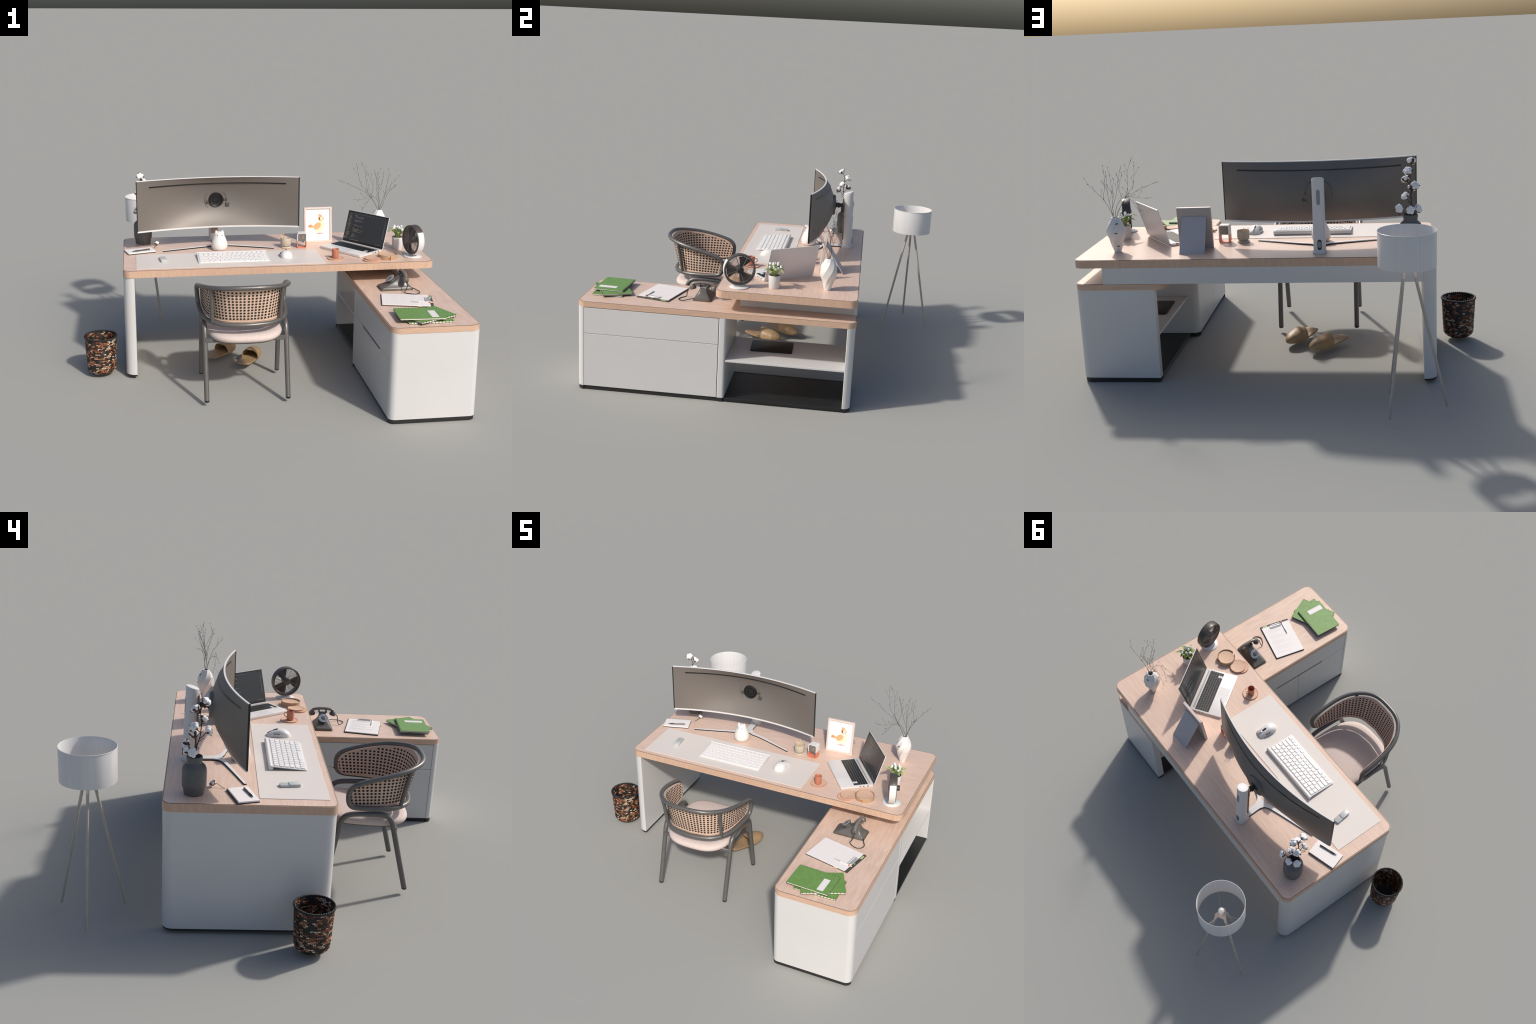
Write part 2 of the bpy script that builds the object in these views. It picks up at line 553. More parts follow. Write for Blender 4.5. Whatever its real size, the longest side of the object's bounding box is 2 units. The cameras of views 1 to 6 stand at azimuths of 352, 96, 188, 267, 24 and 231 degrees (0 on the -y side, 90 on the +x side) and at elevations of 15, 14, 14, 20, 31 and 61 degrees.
def stadium_plate(name, mat, x, z0, z1, hw, y, th):
    bm = NB()
    pts = [(x + hw * cos(a), z1 - hw + hw * sin(a)) for a in [pi * i / 10 for i in range(11)]] + [(x - hw * cos(a), z0 + hw - hw * sin(a)) for a in [pi * i / 10 for i in range(11)]]
    A = [bm.verts.new((px, y(pz), pz)) for px, pz in pts]; B = [bm.verts.new((px, y(pz) - th, pz)) for px, pz in pts]
    bm.faces.new(A); bm.faces.new(B[::-1])
    for i in range(len(A)):
        j = (i + 1) % len(A); bm.faces.new((A[i], A[j], B[j], B[i]))
    return obj(name, bm, mat, mon, 40)


yb = lambda z: .243 + .031 - .014 * z / .36 + .0008
stadium_plate('column_slot', M_slotgrey, -.006, .238, .311, .0085, yb, .004)
stadium_plate('cable_hole', M_dark, -.006, .020, .071, .0100, yb, .004)
stadium_plate('cable_clip', M_slotgrey, -.006, .031, .062, .0070, lambda z: yb(z) + .001, .004)
# front recess of the column, its brown painted from the reflected wood
bm = NB(); box(bm, -.0245, .207, .05, .0145, .213, .325, .002, 1)
for v in bm.verts:
    v.co.y -= .014 * v.co.z / .36
obj('column_recess', bm, material('wood_reflection_tint', (150, 130, 116), .45), mon, 40)
# forked foot: white top, dark body below
M_footdark = M_blackpl


def foot(name, mat, z0, z1, grow):
    bm = NB()
    J = V3((0, .105))

    def arm(p, q, w0, w1):
        p, q = V3(p), V3(q)
        d = (q - p).normalized(); n = V3((-d.y, d.x))
        return [p + n * w0, p - n * w0, q - n * w1, q + n * w1]
    for s in (-1, 1):
        tip = V3((-.338, -.008)) if s < 0 else V3((.323, -.038))
        pts = catmull([(.0, .125, 0), (s * .035, .082, 0), (s * .11, .055, 0), (tip.x, tip.y, 0)], 8)
        n = len(pts)
        W = [.017 - .0105 * (i / (n - 1)) ** .7 + grow for i in range(n)]
        L, R = [], []
        for i, p in enumerate(pts):
            d = (pts[min(i + 1, n - 1)] - pts[max(i - 1, 0)]).normalized()
            m = V3((-d.y, d.x, 0))
            L.append((p + m * W[i])); R.append((p - m * W[i]))
        zt = [z1 - (.004 * (i / (n - 1))) for i in range(n)]
        vt = [[bm.verts.new((q.x, q.y, z)) for q, z in ((L[i], z0), (R[i], z0), (R[i], zt[i]), (L[i], zt[i]))] for i in range(n)]
        for A, B in zip(vt, vt[1:]):
            for k in range(4):
                bm.faces.new((A[k], A[(k + 1) % 4], B[(k + 1) % 4], B[k]))
        bm.faces.new(vt[0]); bm.faces.new(vt[-1][::-1])
    g = grow
    poly = [(-.024 - g, .21), (-.024 - g, .125), (-.034 - g, .095), (-.02, .078), (.01, .078), (.026 + g, .095), (.016 + g, .125), (.016 + g, .21)]
    prism(bm, poly, z0, z1 + .0003)
    return obj(name, bm, mat, mon, 30)


foot('stand_foot_base', M_footdark, 0, .0062, .0)
foot('stand_foot', M_matt_white, .0064, .0112, -.0008)

# =============================================================== floor lamp
lamp = thing('floor_lamp', 'tripod floor lamp with a white drum shade', 'floor lamp', (-.627, .848, .022))
M_shade = material('drum_shade', (218, 216, 215), .26, spec=.6, rgb2=(212, 211, 211), scale=(30, 30, .2), noise=4)  # stretched noise draws the vertical reflection streaks into the base colour
M_lleg = material('grey_wood_leg', (182, 174, 164), .5, rgb2=(170, 162, 152), scale=(60, 60, 4), noise=3)
bm = NB()
lathe(bm, [(.1275, .655), (.1275, .809), (.1268, .811), (.1258, .809), (.1258, .655), (.1275, .655)], 72)
obj('lamp_shade', bm, M_shade, lamp, 50)
bm = NB()
for r in (.1278,):
    tube(bm, [(r * cos(2 * pi * i / 64), r * sin(2 * pi * i / 64), .8095) for i in range(64)], .0012, 6, closed=True)
obj('shade_trim', bm, M_gloss_white, lamp)
M_pinkmetal = material('pale_metal', (205, 192, 184), .4)
feet = [(.084, -.148), (.084, .147), (-.170, 0)]
bm = NB()
pl = []
for fx, fy in feet:
    a = atan2(fy, fx)
    for d in (-.5, -.25, 0, .25, .5):
        pl.append((.030 * cos(a) + .008 * cos(a + d * pi), .030 * sin(a) + .008 * sin(a + d * pi)))
pl.sort(key=lambda p: atan2(p[1], p[0]))
prism(bm, pl, .640, .652, .002, 2)
lathe(bm, [(.014, .652), (.012, .672), (.010, .68)], 20)
obj('tripod_hub', bm, M_pinkmetal, lamp, 40)
bm = NB(); ellipsoid(bm, (0, 0, .697), .018, .018, .020, 20, 14)
obj('bulb', bm, M_gloss_white, lamp)
for fx, fy in feet:
    a = atan2(fy, fx)
    bm = NB()
    p0, p1 = V3((.026 * cos(a), .026 * sin(a), .640)), V3((fx, fy, .004))
    tube(bm, [p0, p0.lerp(p1, .5), p1], [.0070, .0070, .0062], 14, round_cap=True)
    obj('lamp_leg', bm, M_lleg, lamp)
    bm = NB(); q = p0.lerp(p1, .06); tube(bm, [p0 + (p0 - p1).normalized() * .006, q], .0080, 14)
    obj('leg_ferrule', bm, M_pinkmetal, lamp)
    bm = NB()
    tube(bm, [(.02 * cos(a + .6), .02 * sin(a + .6), .648), (.1262 * cos(a + .6), .1262 * sin(a + .6), .662)], .0009, 6)
    obj('shade_support', bm, M_pinkmetal, lamp)

# ==================================================================== chair
FZ = .022
chair = thing('cane_armchair', 'grey tube armchair with woven cane back and padded seat', 'chair', (-.1305, -.46, FZ))
CY, CZ0 = .46, -FZ
half_top = [(0, -.728, .661), (.075, -.722, .660), (.135, -.697, .654), (.187, -.645, .644), (.218, -.588, .634), (.235, -.520, .620), (.241, -.450, .603), (.2425, -.400, .588), (.2425, -.372, .576), (.242, -.353, .560)]
front = [(.241, -.343, .538), (.239, -.342, .512), (.237, -.346, .489), (.235, -.358, .470)]
half_low = [(.233, -.382, .460), (.230, -.430, .456), (.222, -.500, .452), (.205, -.562, .449), (.168, -.617, .447), (.108, -.659, .446), (0, -.677, .446)]
loc = lambda p: (p[0], p[1] + CY, p[2] + CZ0)
rt = [loc(p) for p in half_top + front + half_low]
loop = rt + [(-x, y, z) for x, y, z in rt[-2:0:-1]]
bm = NB()
tube(bm, catmull(loop, 5, closed=True), .0123, 14, closed=True)
obj('backrest_frame', bm, M_tube, chair)
# posts
for s in (-1, 1):
    bm = NB()
    tube(bm, [loc((s * .187, -.645, .640)), loc((s * .182, -.626, .55)), loc((s * .178, -.608, .442))], .0105, 12)
    obj('backrest_post', bm, M_tube, chair)


def resample(pts, n):
    P = catmull(pts, 10)
    L = [0]
    for a, b in zip(P, P[1:]):
        L.append(L[-1] + (b - a).length)
    out = []
    k = 0
    for i in range(n + 1):
        d = L[-1] * i / n
        while k < len(L) - 2 and L[k + 1] < d:
            k += 1
        f = (d - L[k]) / max(1e-9, L[k + 1] - L[k])
        out.append(P[k].lerp(P[k + 1], f))
    return out


tp = [loc(p) for p in half_top + front[:2]]
lp = [loc(p) for p in half_low[::-1] + front[:1:-1]]
NH = 40
T_, L_ = resample(tp, NH), resample(lp, NH)
mir = lambda p: V3((-p.x, p.y, p.z))
TT = [mir(p) for p in T_[:0:-1]] + T_
LL = [mir(p) for p in L_[:0:-1]] + L_
NV = 8
inset = .020
bm = NB()


def panel_pt(a, w):
    """a in 0..1 along the U, w in 0..1 from lower to upper rail; inset 1.2 cm inside the tube line"""
    f = a * (len(TT) - 1); i = min(int(f), len(TT) - 2); f -= i
    t, l = TT[i].lerp(TT[i + 1], f), LL[i].lerp(LL[i + 1], f)
    p = l.lerp(t, w)
    c = V3((0, p.y * .2 + .02, p.z))
    d = (c - p); d.z = 0
    return p + d.normalized() * inset


rows_in, rows_out = [], []
NA = 120
for i in range(NA + 1):
    a = .006 + .988 * i / NA
    ri, ro = [], []
    for k in range(NV + 1):
        w = .02 + .96 * k / NV
        p = panel_pt(a, w)
        q = panel_pt(min(1, a + .004), w); r0 = panel_pt(max(0, a - .004), w)
        t = (q - r0).normalized(); n = t.cross(V3((0, 0, 1))).normalized()
        ri.append(bm.verts.new(p + n * .0015)); ro.append(bm.verts.new(p - n * .0015))
    rows_in.append(ri); rows_out.append(ro)
for i in range(NA):
    for k in range(NV):
        bm.faces.new((rows_in[i][k], rows_in[i + 1][k], rows_in[i + 1][k + 1], rows_in[i][k + 1]))
        bm.faces.new((rows_out[i][k], rows_out[i][k + 1], rows_out[i + 1][k + 1], rows_out[i + 1][k]))
    for k in (0, NV):
        bm.faces.new((rows_in[i][k], rows_in[i + 1][k], rows_out[i + 1][k], rows_out[i][k]))
for i in (0, NA):
    for k in range(NV):
        bm.faces.new((rows_in[i][k], rows_in[i][k + 1], rows_out[i][k + 1], rows_out[i][k]))
obj('cane_panel', bm, M_cane, chair, 60)
# binding along the inside of the frame
bm = NB()
bind = [panel_pt(a / 80, .93) for a in range(2, 79)] + [panel_pt(.985, w) for w in (.75, .5, .25)] + [panel_pt(a / 80, .07) for a in range(78, 1, -1)] + [panel_pt(.015, w) for w in (.25, .5, .75)]
tube(bm, bind, .0036, 8, closed=True)
obj('cane_binding', bm, M_cane_edge, chair)
# the dark eyes of the weave: eight-sided plugs on a regular grid, seen from both sides
bm = NB()
mid_len = [0]
MM = [panel_pt(i / 400, .5) for i in range(401)]
for a, b in zip(MM, MM[1:]):
    mid_len.append(mid_len[-1] + (b - a).length)
S = mid_len[-1]
ncol = int(S / .0196)
for c in range(ncol):
    d = (c + .5) / ncol * S
    i = next(k for k in range(401) if mid_len[k] >= d)
    a = i / 400
    hi, lo = panel_pt(a, .98), panel_pt(a, .02)
    zlo = loc((0, 0, .455))[2]
    for k in range(14):
        z = zlo + .004 + k * .0168
        w = (z - lo.z) / max(1e-6, hi.z - lo.z) * .96 + .02
        if w < .085 or w > .915:
            continue
        p = panel_pt(a, w)
        t = (panel_pt(min(1, a + .004), w) - panel_pt(max(0, a - .004), w)); t.z *= 0; t.normalize()
        n = t.cross(V3((0, 0, 1))).normalized()
        f = [[bm.verts.new(p + (t * cos(j * pi / 4 + pi / 8) * .0064 + V3((0, 0, 1)) * sin(j * pi / 4 + pi / 8) * .0055) + n * s * .0026) for j in range(8)] for s in (-1, 1)]
        bm.faces.new(f[0][::-1]); bm.faces.new(f[1])
        for j in range(8):
            bm.faces.new((f[0][j], f[0][(j + 1) % 8], f[1][(j + 1) % 8], f[1][j]))
obj('cane_eyes', bm, M_hole, chair, 30, kind='stuff')
# leg arches
for s in (-1, 1):
    bm = NB()
    pts = [(s * .2165, -.660, .030), (s * .2165, -.618, .190), (s * .2165, -.582, .330), (s * .2165, -.568, .378), (s * .2165, -.548, .407), (s * .2165, -.512, .420), (s * .2165, -.44, .422), (s * .2165, -.375, .420), (s * .2165, -.338, .408), (s * .2165, -.318, .378), (s * .2165, -.308, .330), (s * .2165, -.284, .190), (s * .2165, -.260, .030)]
    tube(bm, catmull([loc(p) for p in pts], 6), .0134, 14, round_cap=False)
    obj('leg_arch', bm, M_tube, chair)
    for fy in (-.660, -.260):
        bm = NB()
        lathe(bm, [(0, 0), (.0105, 0), (.0134, .003), (.0134, .0085), (0, .0085)], 16, c=(s * .2165, fy + CY))
        obj('foot_cap', bm, M_dark, chair)
# seat
outline = []
for i in range(64):
    t = 2 * pi * i / 64
    cx, cy = cos(t), sin(t)
    e = 4.2 if cy > 0 else 2.9
    rad = 1 / (abs(cx) ** e + abs(cy) ** e) ** (1 / e)
    outline.append((.206 * rad * cx * (1.0 if cy < 0 else 1.0 - .04 * cy), (-.435 + (.198 if cy > 0 else .240) * rad * cy) + CY))
bm = NB()
levels = [(.86, .342), (.955, .344), (.99, .352), (1.0, .362), (.99, .371), (.955, .380), (.86, .3855), (.6, .389), (.3, .390)]
rise = lambda y: .055 * max(0, y - CY + .66)
rings = [[bm.verts.new((x * sc, (y - .025) * sc + .025, z + CZ0 + rise(y))) for x, y in outline] for sc, z in levels]
for A, B in zip(rings, rings[1:]):
    for i in range(64):
        bm.faces.new((A[i], A[(i + 1) % 64], B[(i + 1) % 64], B[i]))
bm.faces.new(rings[0][::-1]); bm.faces.new(rings[-1])
obj('seat_cushion', bm, M_seat, chair, 60)
bm = NB()
for yy, zz in ((-.590, .328), (-.320, .352)):
    box(bm, -.2165, yy + CY - .006, zz + CZ0, .2165, yy + CY + .006, zz + .025 + CZ0, .002, 1)
k0 = set(bm.verts)
prism(bm, [(x * .92, (y - .025) * .92 + .025) for x, y in outline], .336 + CZ0, .3415 + CZ0)
for v in bm.verts:
    if v not in k0:
        v.co.z += rise(v.co.y)
obj('seat_frame', bm, M_tube, chair, 40)

# ================================================================= slippers
def slipper(heel, toe, side):
    h, t = V3(heel), V3(toe)
    L = (t - h).length
    ang = atan2(t.y - h.y, t.x - h.x)
    s = thing('slipper', 'tan leather slip-on house slipper with open heel', 'slipper', (h.x, h.y, .022), ang)
    # sole outline along local x 0..L
    prof = [(0, .034), (.03, .040), (.09, .043), (.13, .047), (.17, .048), (.21, .042), (.24, .027), (.255, .009)]

    def w(x):
        x = x / L * .255
        for (a, b), (c, d) in zip(prof, prof[1:]):
            if a <= x <= c:
                f = (x - a) / (c - a); f = f * f * (3 - 2 * f)
                return b + (d - b) * f
        return prof[-1][1]
    n = 26
    # square heel: slight corner rounding
    xs = [L * i / n for i in range(n + 1)]
    bm = NB()
    poly = [(x, -w(x)) for x in xs] + [(x, w(x)) for x in xs[::-1]]
    poly = [(-.004, -.020)] + poly + [(-.004, .020)]
    prism(bm, poly, .004, .014, .003, 2)
    for v in bm.verts:
        f = max(0, v.co.x / L)
        v.co.z += .010 * (1 - f) ** 2 + .008 * max(0, f - .75) * 4 * .25
    obj('sole', bm, M_sun, s, 50)
    # vamp: arched shell over the front half
    bm = NB()
    x0 = L * .50
    m = 16
    out, inn = [], []
    for i in range(m + 1):
        f = i / m
        x = x0 + (L * .995 - x0) * f
        W = w(min(x, L * .985)) + .003
        Hh = (.052 - .010 * f) * sqrt(max(0.02, 1 - f ** 3.0)) + .004
        ro, ri = [], []
        for k in range(13):
            a = pi * k / 12
            sk = (x + .012 * sin(a) * (f - .15) - (.016 * (1 - f) * (1 - abs(cos(a)))))
            ro.append(bm.verts.new((sk, W * cos(a), .012 + Hh * sin(a) ** .8)))
            ri.append(bm.verts.new((sk, (W - .0025) * cos(a), .012 + (Hh - .0025) * sin(a) ** .8)))
        out.append(ro); inn.append(ri)
    for i in range(m):
        for k in range(12):
            bm.faces.new((out[i][k], out[i + 1][k], out[i + 1][k + 1], out[i][k + 1]))
            bm.faces.new((inn[i][k], inn[i][k + 1], inn[i + 1][k + 1], inn[i + 1][k]))
    for k in range(12):
        bm.faces.new((out[0][k], out[0][k + 1], inn[0][k + 1], inn[0][k]))
        bm.faces.new((out[m][k], inn[m][k], inn[m][k + 1], out[m][k + 1]))
    obj('vamp', bm, M_sun, s, 60)
    return s


slipper((-.104, -.190), (.010, .034), 1)
slipper((-.287, -.058), (-.123, .133), -1)

# =================================================================== basket
bask = thing('woven_basket', 'round basket woven in black, brown and cream strips', 'basket', (-.907, -.143, .016))
pal = [('black_strand', (34, 33, 32)), ('dark_brown_strand', (86, 52, 38)), ('rust_strand', (168, 98, 62)), ('tan_strand', (196, 146, 108)), ('cream_strand', (226, 200, 176))]
MS = [material(n, c, .55, rgb2=tuple(int(x * .85) for x in c), noise=150) for n, c in pal]


def basket_r(z):
    if z < .030:
        return .058 + .024 * sin(pi / 2 * z / .030)
    return .082 + .009 * (z - .03) / .19


bm = NB()
HB = .212
zs = [0, .004, .008, .014, .022, .030] + [.03 + (HB - .03) * i / 8 for i in range(1, 9)]
lathe(bm, [(0, 0)] + [(basket_r(z) - .0022, z) for z in zs] + [(basket_r(z) - .0042, z) for z in zs[:1:-1]] + [(.045, .006), (0, .006)], 48)
obj('basket_wall', bm, MS[0], bask, 60)
random.seed(11)
bm = NB()
ROWS, COLS = 25, 34
idx = {}
for j in range(ROWS):
    z0 = .002 + j * (HB - .004) / ROWS
    dz = (HB - .004) / ROWS
    for i in range(COLS):
        band = .55 + .25 * sin(j * .9 + 2.1 * sin(i * .25))
        r = random.random()
        if (i, j - 1) in idx and random.random() < .10:
            mi = idx[(i, j - 1)]
        elif (i - 1, j) in idx and random.random() < .14:
            mi = idx[(i - 1, j)]
        else:
            mi = random.choices(range(5), (.36, .14, .21, .17, .12))[0]
        idx[(i, j)] = mi
        off = .5 * (j % 2)
        a0 = 2 * pi * (i + off + .08) / COLS
        a1 = 2 * pi * (i + off + .92) / COLS
        up = random.random() < .5
        style = random.random()
        if style < .22:        # two small squares
            cells = [(a0, a0 + (a1 - a0) * .42, .10, .90), (a0 + (a1 - a0) * .58, a1, .10, .90)]
        elif style < .48:      # a bar with one thicker end
            cells = [(a0, a1, .42, .92), (a0, a0 + (a1 - a0) * .40, .06, .46)]
        else:
            cells = [(a0, a1, .12, .88)]
        for b0, b1, f0, f1 in cells:
            for side in (1, -1):
                pts = []
                for zf, bul in ((f0, 0), ((f0 + f1) / 2, 1), (f1, 0)):
                    z = z0 + dz * zf
                    row = []
                    for af, bu in ((0, 0), (.5, 1), (1, 0)):
                        a = b0 + (b1 - b0) * af
                        base = basket_r(z) - (.0022 if side > 0 else .0042)
                        rr = base + side * (.0002 + .0014 * (bul * .5 + bu * .5) + .0008 * bul * bu)
                        row.append(bm.verts.new((rr * cos(a), rr * sin(a), z + (.001 * (af - .5) * (1 if up else -1)))))
                    pts.append(row)
                for p in range(2):
                    for q in range(2):
                        bm.faces.new((pts[p][q], pts[p][q + 1], pts[p + 1][q + 1], pts[p + 1][q])).material_index = mi
obj('woven_strips', bm, MS, bask, 50, kind='stuff')
bm = NB()
NT, R0 = 46, basket_r(HB)
for st in range(2):
    path = []
    for i in range(NT * 6):
        a = 2 * pi * i / (NT * 6)
        ph = a * NT / 2 * 1.0 + st * pi
        path.append(((R0 - .002 + .0026 * cos(ph)) * cos(a), (R0 - .002 + .0026 * cos(ph)) * sin(a), HB + .003 + .0032 * sin(ph)))
    tube(bm, path, .0037, 7, closed=True)
obj('rope_rim', bm, MS[0], bask, 60)

# ================================================================= keyboard
kb = thing('keyboard', 'slim white wireless keyboard with square keys', 'keyboard', (-.141, -.049, PADZ))
KW, KD = .408, .183
bm = NB()
# wedge deck
sl = .016 / KD
prism(bm, rrect(-KW / 2, -KD / 2, KW / 2, KD / 2 - .008, .005, 4), 0, .0045, .0012, 2)
for v in bm.verts:
    v.co.z += .0005 + (v.co.y + KD / 2) * sl
obj('keyboard_deck', bm, M_silver if False else M_gloss_white, kb, 40)
bm = NB()
tube(bm, [(-KW / 2, KD / 2 - .010, .0115), (KW / 2, KD / 2 - .010, .0115)], .0112, 20)
obj('battery_tube', bm, M_gloss_white, kb, 40)
bm = NB(); prism(bm, rrect(-.5, -.5, .5, .5, .14, 3), 0, 1)
for v in bm.verts:
    if v.co.z > .5:
        v.co.x *= .94; v.co.y *= .94
key_proto = obj('keycap', bm, M_key, kb, 30)
first = True
rows = [[1.0] * 14, [1.0] * 13 + [1.6], [1.6] + [1.0] * 13, [1.9] + [1.0] * 11 + [1.9], [2.4] + [1.0] * 10 + [2.4], [1, 1, 1, 1.3, 5.4, 1.3, 1, 1, 1, 1]]
nrow = len(rows)
ky0, ky1 = -KD / 2 + .006, KD / 2 - .024
pitch_y = (ky1 - ky0) / nrow
for r, row in enumerate(rows):
    y = ky1 - (r + .5) * pitch_y
    tot = sum(row)
    x = -KW / 2 + .007
    un = (KW - .014) / tot
    for wd in row:
        z = .0045 + (y + KD / 2) * sl
        sc = (wd * un - .0035, pitch_y - .0036, .0042)
        p = (x + wd * un / 2, y, z)
        x += wd * un
        if first:
            key_proto.location, key_proto.scale, key_proto.rotation_euler = p, sc, (sl, 0, 0)
            first = False
        else:
            clone(key_proto, 'keycap', p, (sl, 0, 0), sc)

# ==================================================================== mouse
mouse = thing('computer_mouse', 'white wireless computer mouse', 'mouse', (.170, -.038, PADZ), radians(-4))
bm = NB()
N = 28
prof = [(-.0615, .004, .004), (-.058, .017, .016), (-.048, .0275, .028), (-.032, .0335, .0375), (-.012, .034, .0415), (.010, .0305, .0385), (.030, .0295, .0315), (.046, .0295, .0225), (.056, .026, .0155), (.0605, .017, .0105)]
rings = []
pp = catmull([V3(p) for p in prof], 3)
for y, w, h in pp:
    h *= .9
    ring = []
    for k in range(N):
        a = 2 * pi * k / N
        cx, cz = cos(a), sin(a)
        ring.append(bm.verts.new((w * (abs(cx) ** .8) * (1 if cx > 0 else -1), y, max(0, h * (abs(cz) ** .75) * (1 if cz > 0 else 0)) + (.0008 if cz <= 0 else .0008))))
    rings.append(ring)
for A, B in zip(rings, rings[1:]):
    for k in range(N):
        bm.faces.new((A[k], A[(k + 1) % N], B[(k + 1) % N], B[k]))
bm.faces.new(rings[0]); bm.faces.new(rings[-1])
bmesh.ops.remove_doubles(bm, verts=bm.verts, dist=.0002)
obj('mouse_body', bm, M_gloss_white, mouse, 60)
bm = NB(); box(bm, -.0045, .006, .028, .0045, .030, .0388, .002, 2)
for v in bm.verts:
    v.co.z += -(v.co.y - .018) * .38 - .0022
obj('mouse_button', bm, M_dark, mouse, 40)
bm = NB(); tube(bm, [(-.0035, .038, .0225), (.0035, .038, .0225)], .0065, 14)
obj('scroll_wheel', bm, M_silver, mouse, 40)
bm = NB()
box(bm, -.0345, -.006, .0165, -.030, .008, .0195, .001, 1); box(bm, -.0325, .011, .0165, -.028, .025, .0195, .001, 1)
obj('thumb_button', bm, M_dark, mouse, 40)
bm = NB(); box(bm, -.0004, .030, .0205, .0004, .060, .0300)
for v in bm.verts:
    v.co.z += -(v.co.y - .045) * .5 - .0062
obj('button_split', bm, M_seam, mouse, 0)

# ============================================================= remote presenter
rem = thing('pocket_mouse', 'flat grey folding pocket mouse', 'mouse', (-.541, -.043, PADZ), radians(7.5))
M_grey = material('light_grey_plastic', (182, 184, 182), .4)
M_grey2 = material('grey_button', (196, 198, 196), .3)
bm = NB(); prism(bm, rrect(-.0185, -.048, .0185, .048, .006, 5), 0, .011, .003, 3)
obj('device_body', bm, M_grey, rem)
bm = NB()
prism(bm, rrect(-.0182, -.0475, .0182, .006, .006, 5) , .0108, .0140, .0012, 2)
obj('touch_plate', bm, M_grey2, rem)
bm = NB()
box(bm, -.006, -.026, .0141, -.0045, -.012, .0144); box(bm, .002, -.026, .0141, .0035, -.012, .0144)
obj('plate_mark', bm, M_matt_white, rem, 0)

# ================================================================= cat figure
cat = thing('cat_figurine', 'egg shaped white ceramic cat figurine', 'figurine', (-.199, .172, TZ), radians(0))
bm = NB()
pf = [(0, 0), (.030, 0), (.040, .004), (.0465, .014), (.0485, .028), (.0465, .045), (.041, .062), (.034, .080), (.0275, .094), (.021, .104), (.012, .110), (0, .112)]
lathe(bm, [(p[0], p[1]) for p in catmull([V3((r, z, 0)) for r, z in pf], 3)], 36)
obj('cat_body', bm, M_ceramic, cat, 60)
for s in (-1, 1):
    bm = NB(); lathe(bm, [(.0125, 0), (.0100, .008), (.0055, .0165), (.0020, .0205), (0, .021)], 14)
    obj('ear', bm, M_ceramic, cat, 60, loc=(s * .0165, -.001, .0985), rot=(0, radians(8) * s, 0))
    bm = NB(); ellipsoid(bm, (s * .0135, -.0268, .0930), .0027, .0014, .0030, 10, 8)
    obj('eye', bm, M_blackpl, cat)
bm = NB(); tube(bm, [(-.004, -.0296, .087), (0, -.0292, .0885), (.004, -.0296, .087)], .0006, 6)
obj('mouth', bm, M_dark, cat)

# ================================================================ notepad + pen
note = thing('notepad', 'small spiral notepad with white page', 'notepad', (-.671, .173, TZ), atan2(.048, .161))
bm = NB(); prism(bm, rrect(-.0835, -.050, .0835, .050, .002, 2), 0, .0045, .0008, 1)
obj('cover_board', bm, M_dark, note)
bm = NB(); prism(bm, rrect(-.0825, -.049, .0825, .049, .002, 2), .0047, .0115, .0005, 1)
obj('page_block', bm, M_paper, note)
bm = NB()
for i in range(16):
    x = -.076 + .152 * i / 15
    tube(bm, [(x, .0485 + .0045 * cos(a), .006 + .0075 * sin(a)) for a in [2 * pi * k / 10 for k in range(10)]], .0008, 5, closed=True)
obj('spiral_binding', bm, M_dark, note, kind='stuff')


def pen(name, lab, p, q, r, mats, clip=True, z=0):
    p, q = V3(p), V3(q)
    d = q - p
    e = thing(name, lab, 'pen', p, atan2(d.y, d.x))
    L = d.length
    R = Matrix.Rotation(pi / 2, 4, 'Y')
    def part(nm, prof, m):
        bm = NB(); lathe(bm, prof, 14); transform(bm, Matrix.Translation((0, 0, r)) @ R); obj(nm, bm, m, e)
    part('pen_barrel', [(0, 0), (r * .8, 0), (r, .002), (r, L * .82)], mats[0])
    part('pen_grip', [(r * .98, L * .62), (r * 1.04, L * .63), (r * 1.04, L * .80), (r * .9, L * .84)], mats[1])
    part('pen_tip', [(r * .9, L * .82), (r * .3, L * .97), (r * .12, L), (0, L)], mats[1])
    if clip:
        bm = NB(); box(bm, .002, -.001, r * 1.9, .040, .001, r * 1.9 + .0015, .0004, 1); box(bm, .002, -.001, r, .005, .001, r * 1.9 + .0008)
        obj('pen_clip', bm, mats[1], e)
    return e


M_penbrown = material('pen_bronze', (96, 88, 82), .35, metal=.4)
pen('ballpoint_pen', 'dark ballpoint pen with clip', (-.612, .168, TZ + .0118), (-.716, .131, TZ + .0118), .0042, [M_penbrown, M_dark])

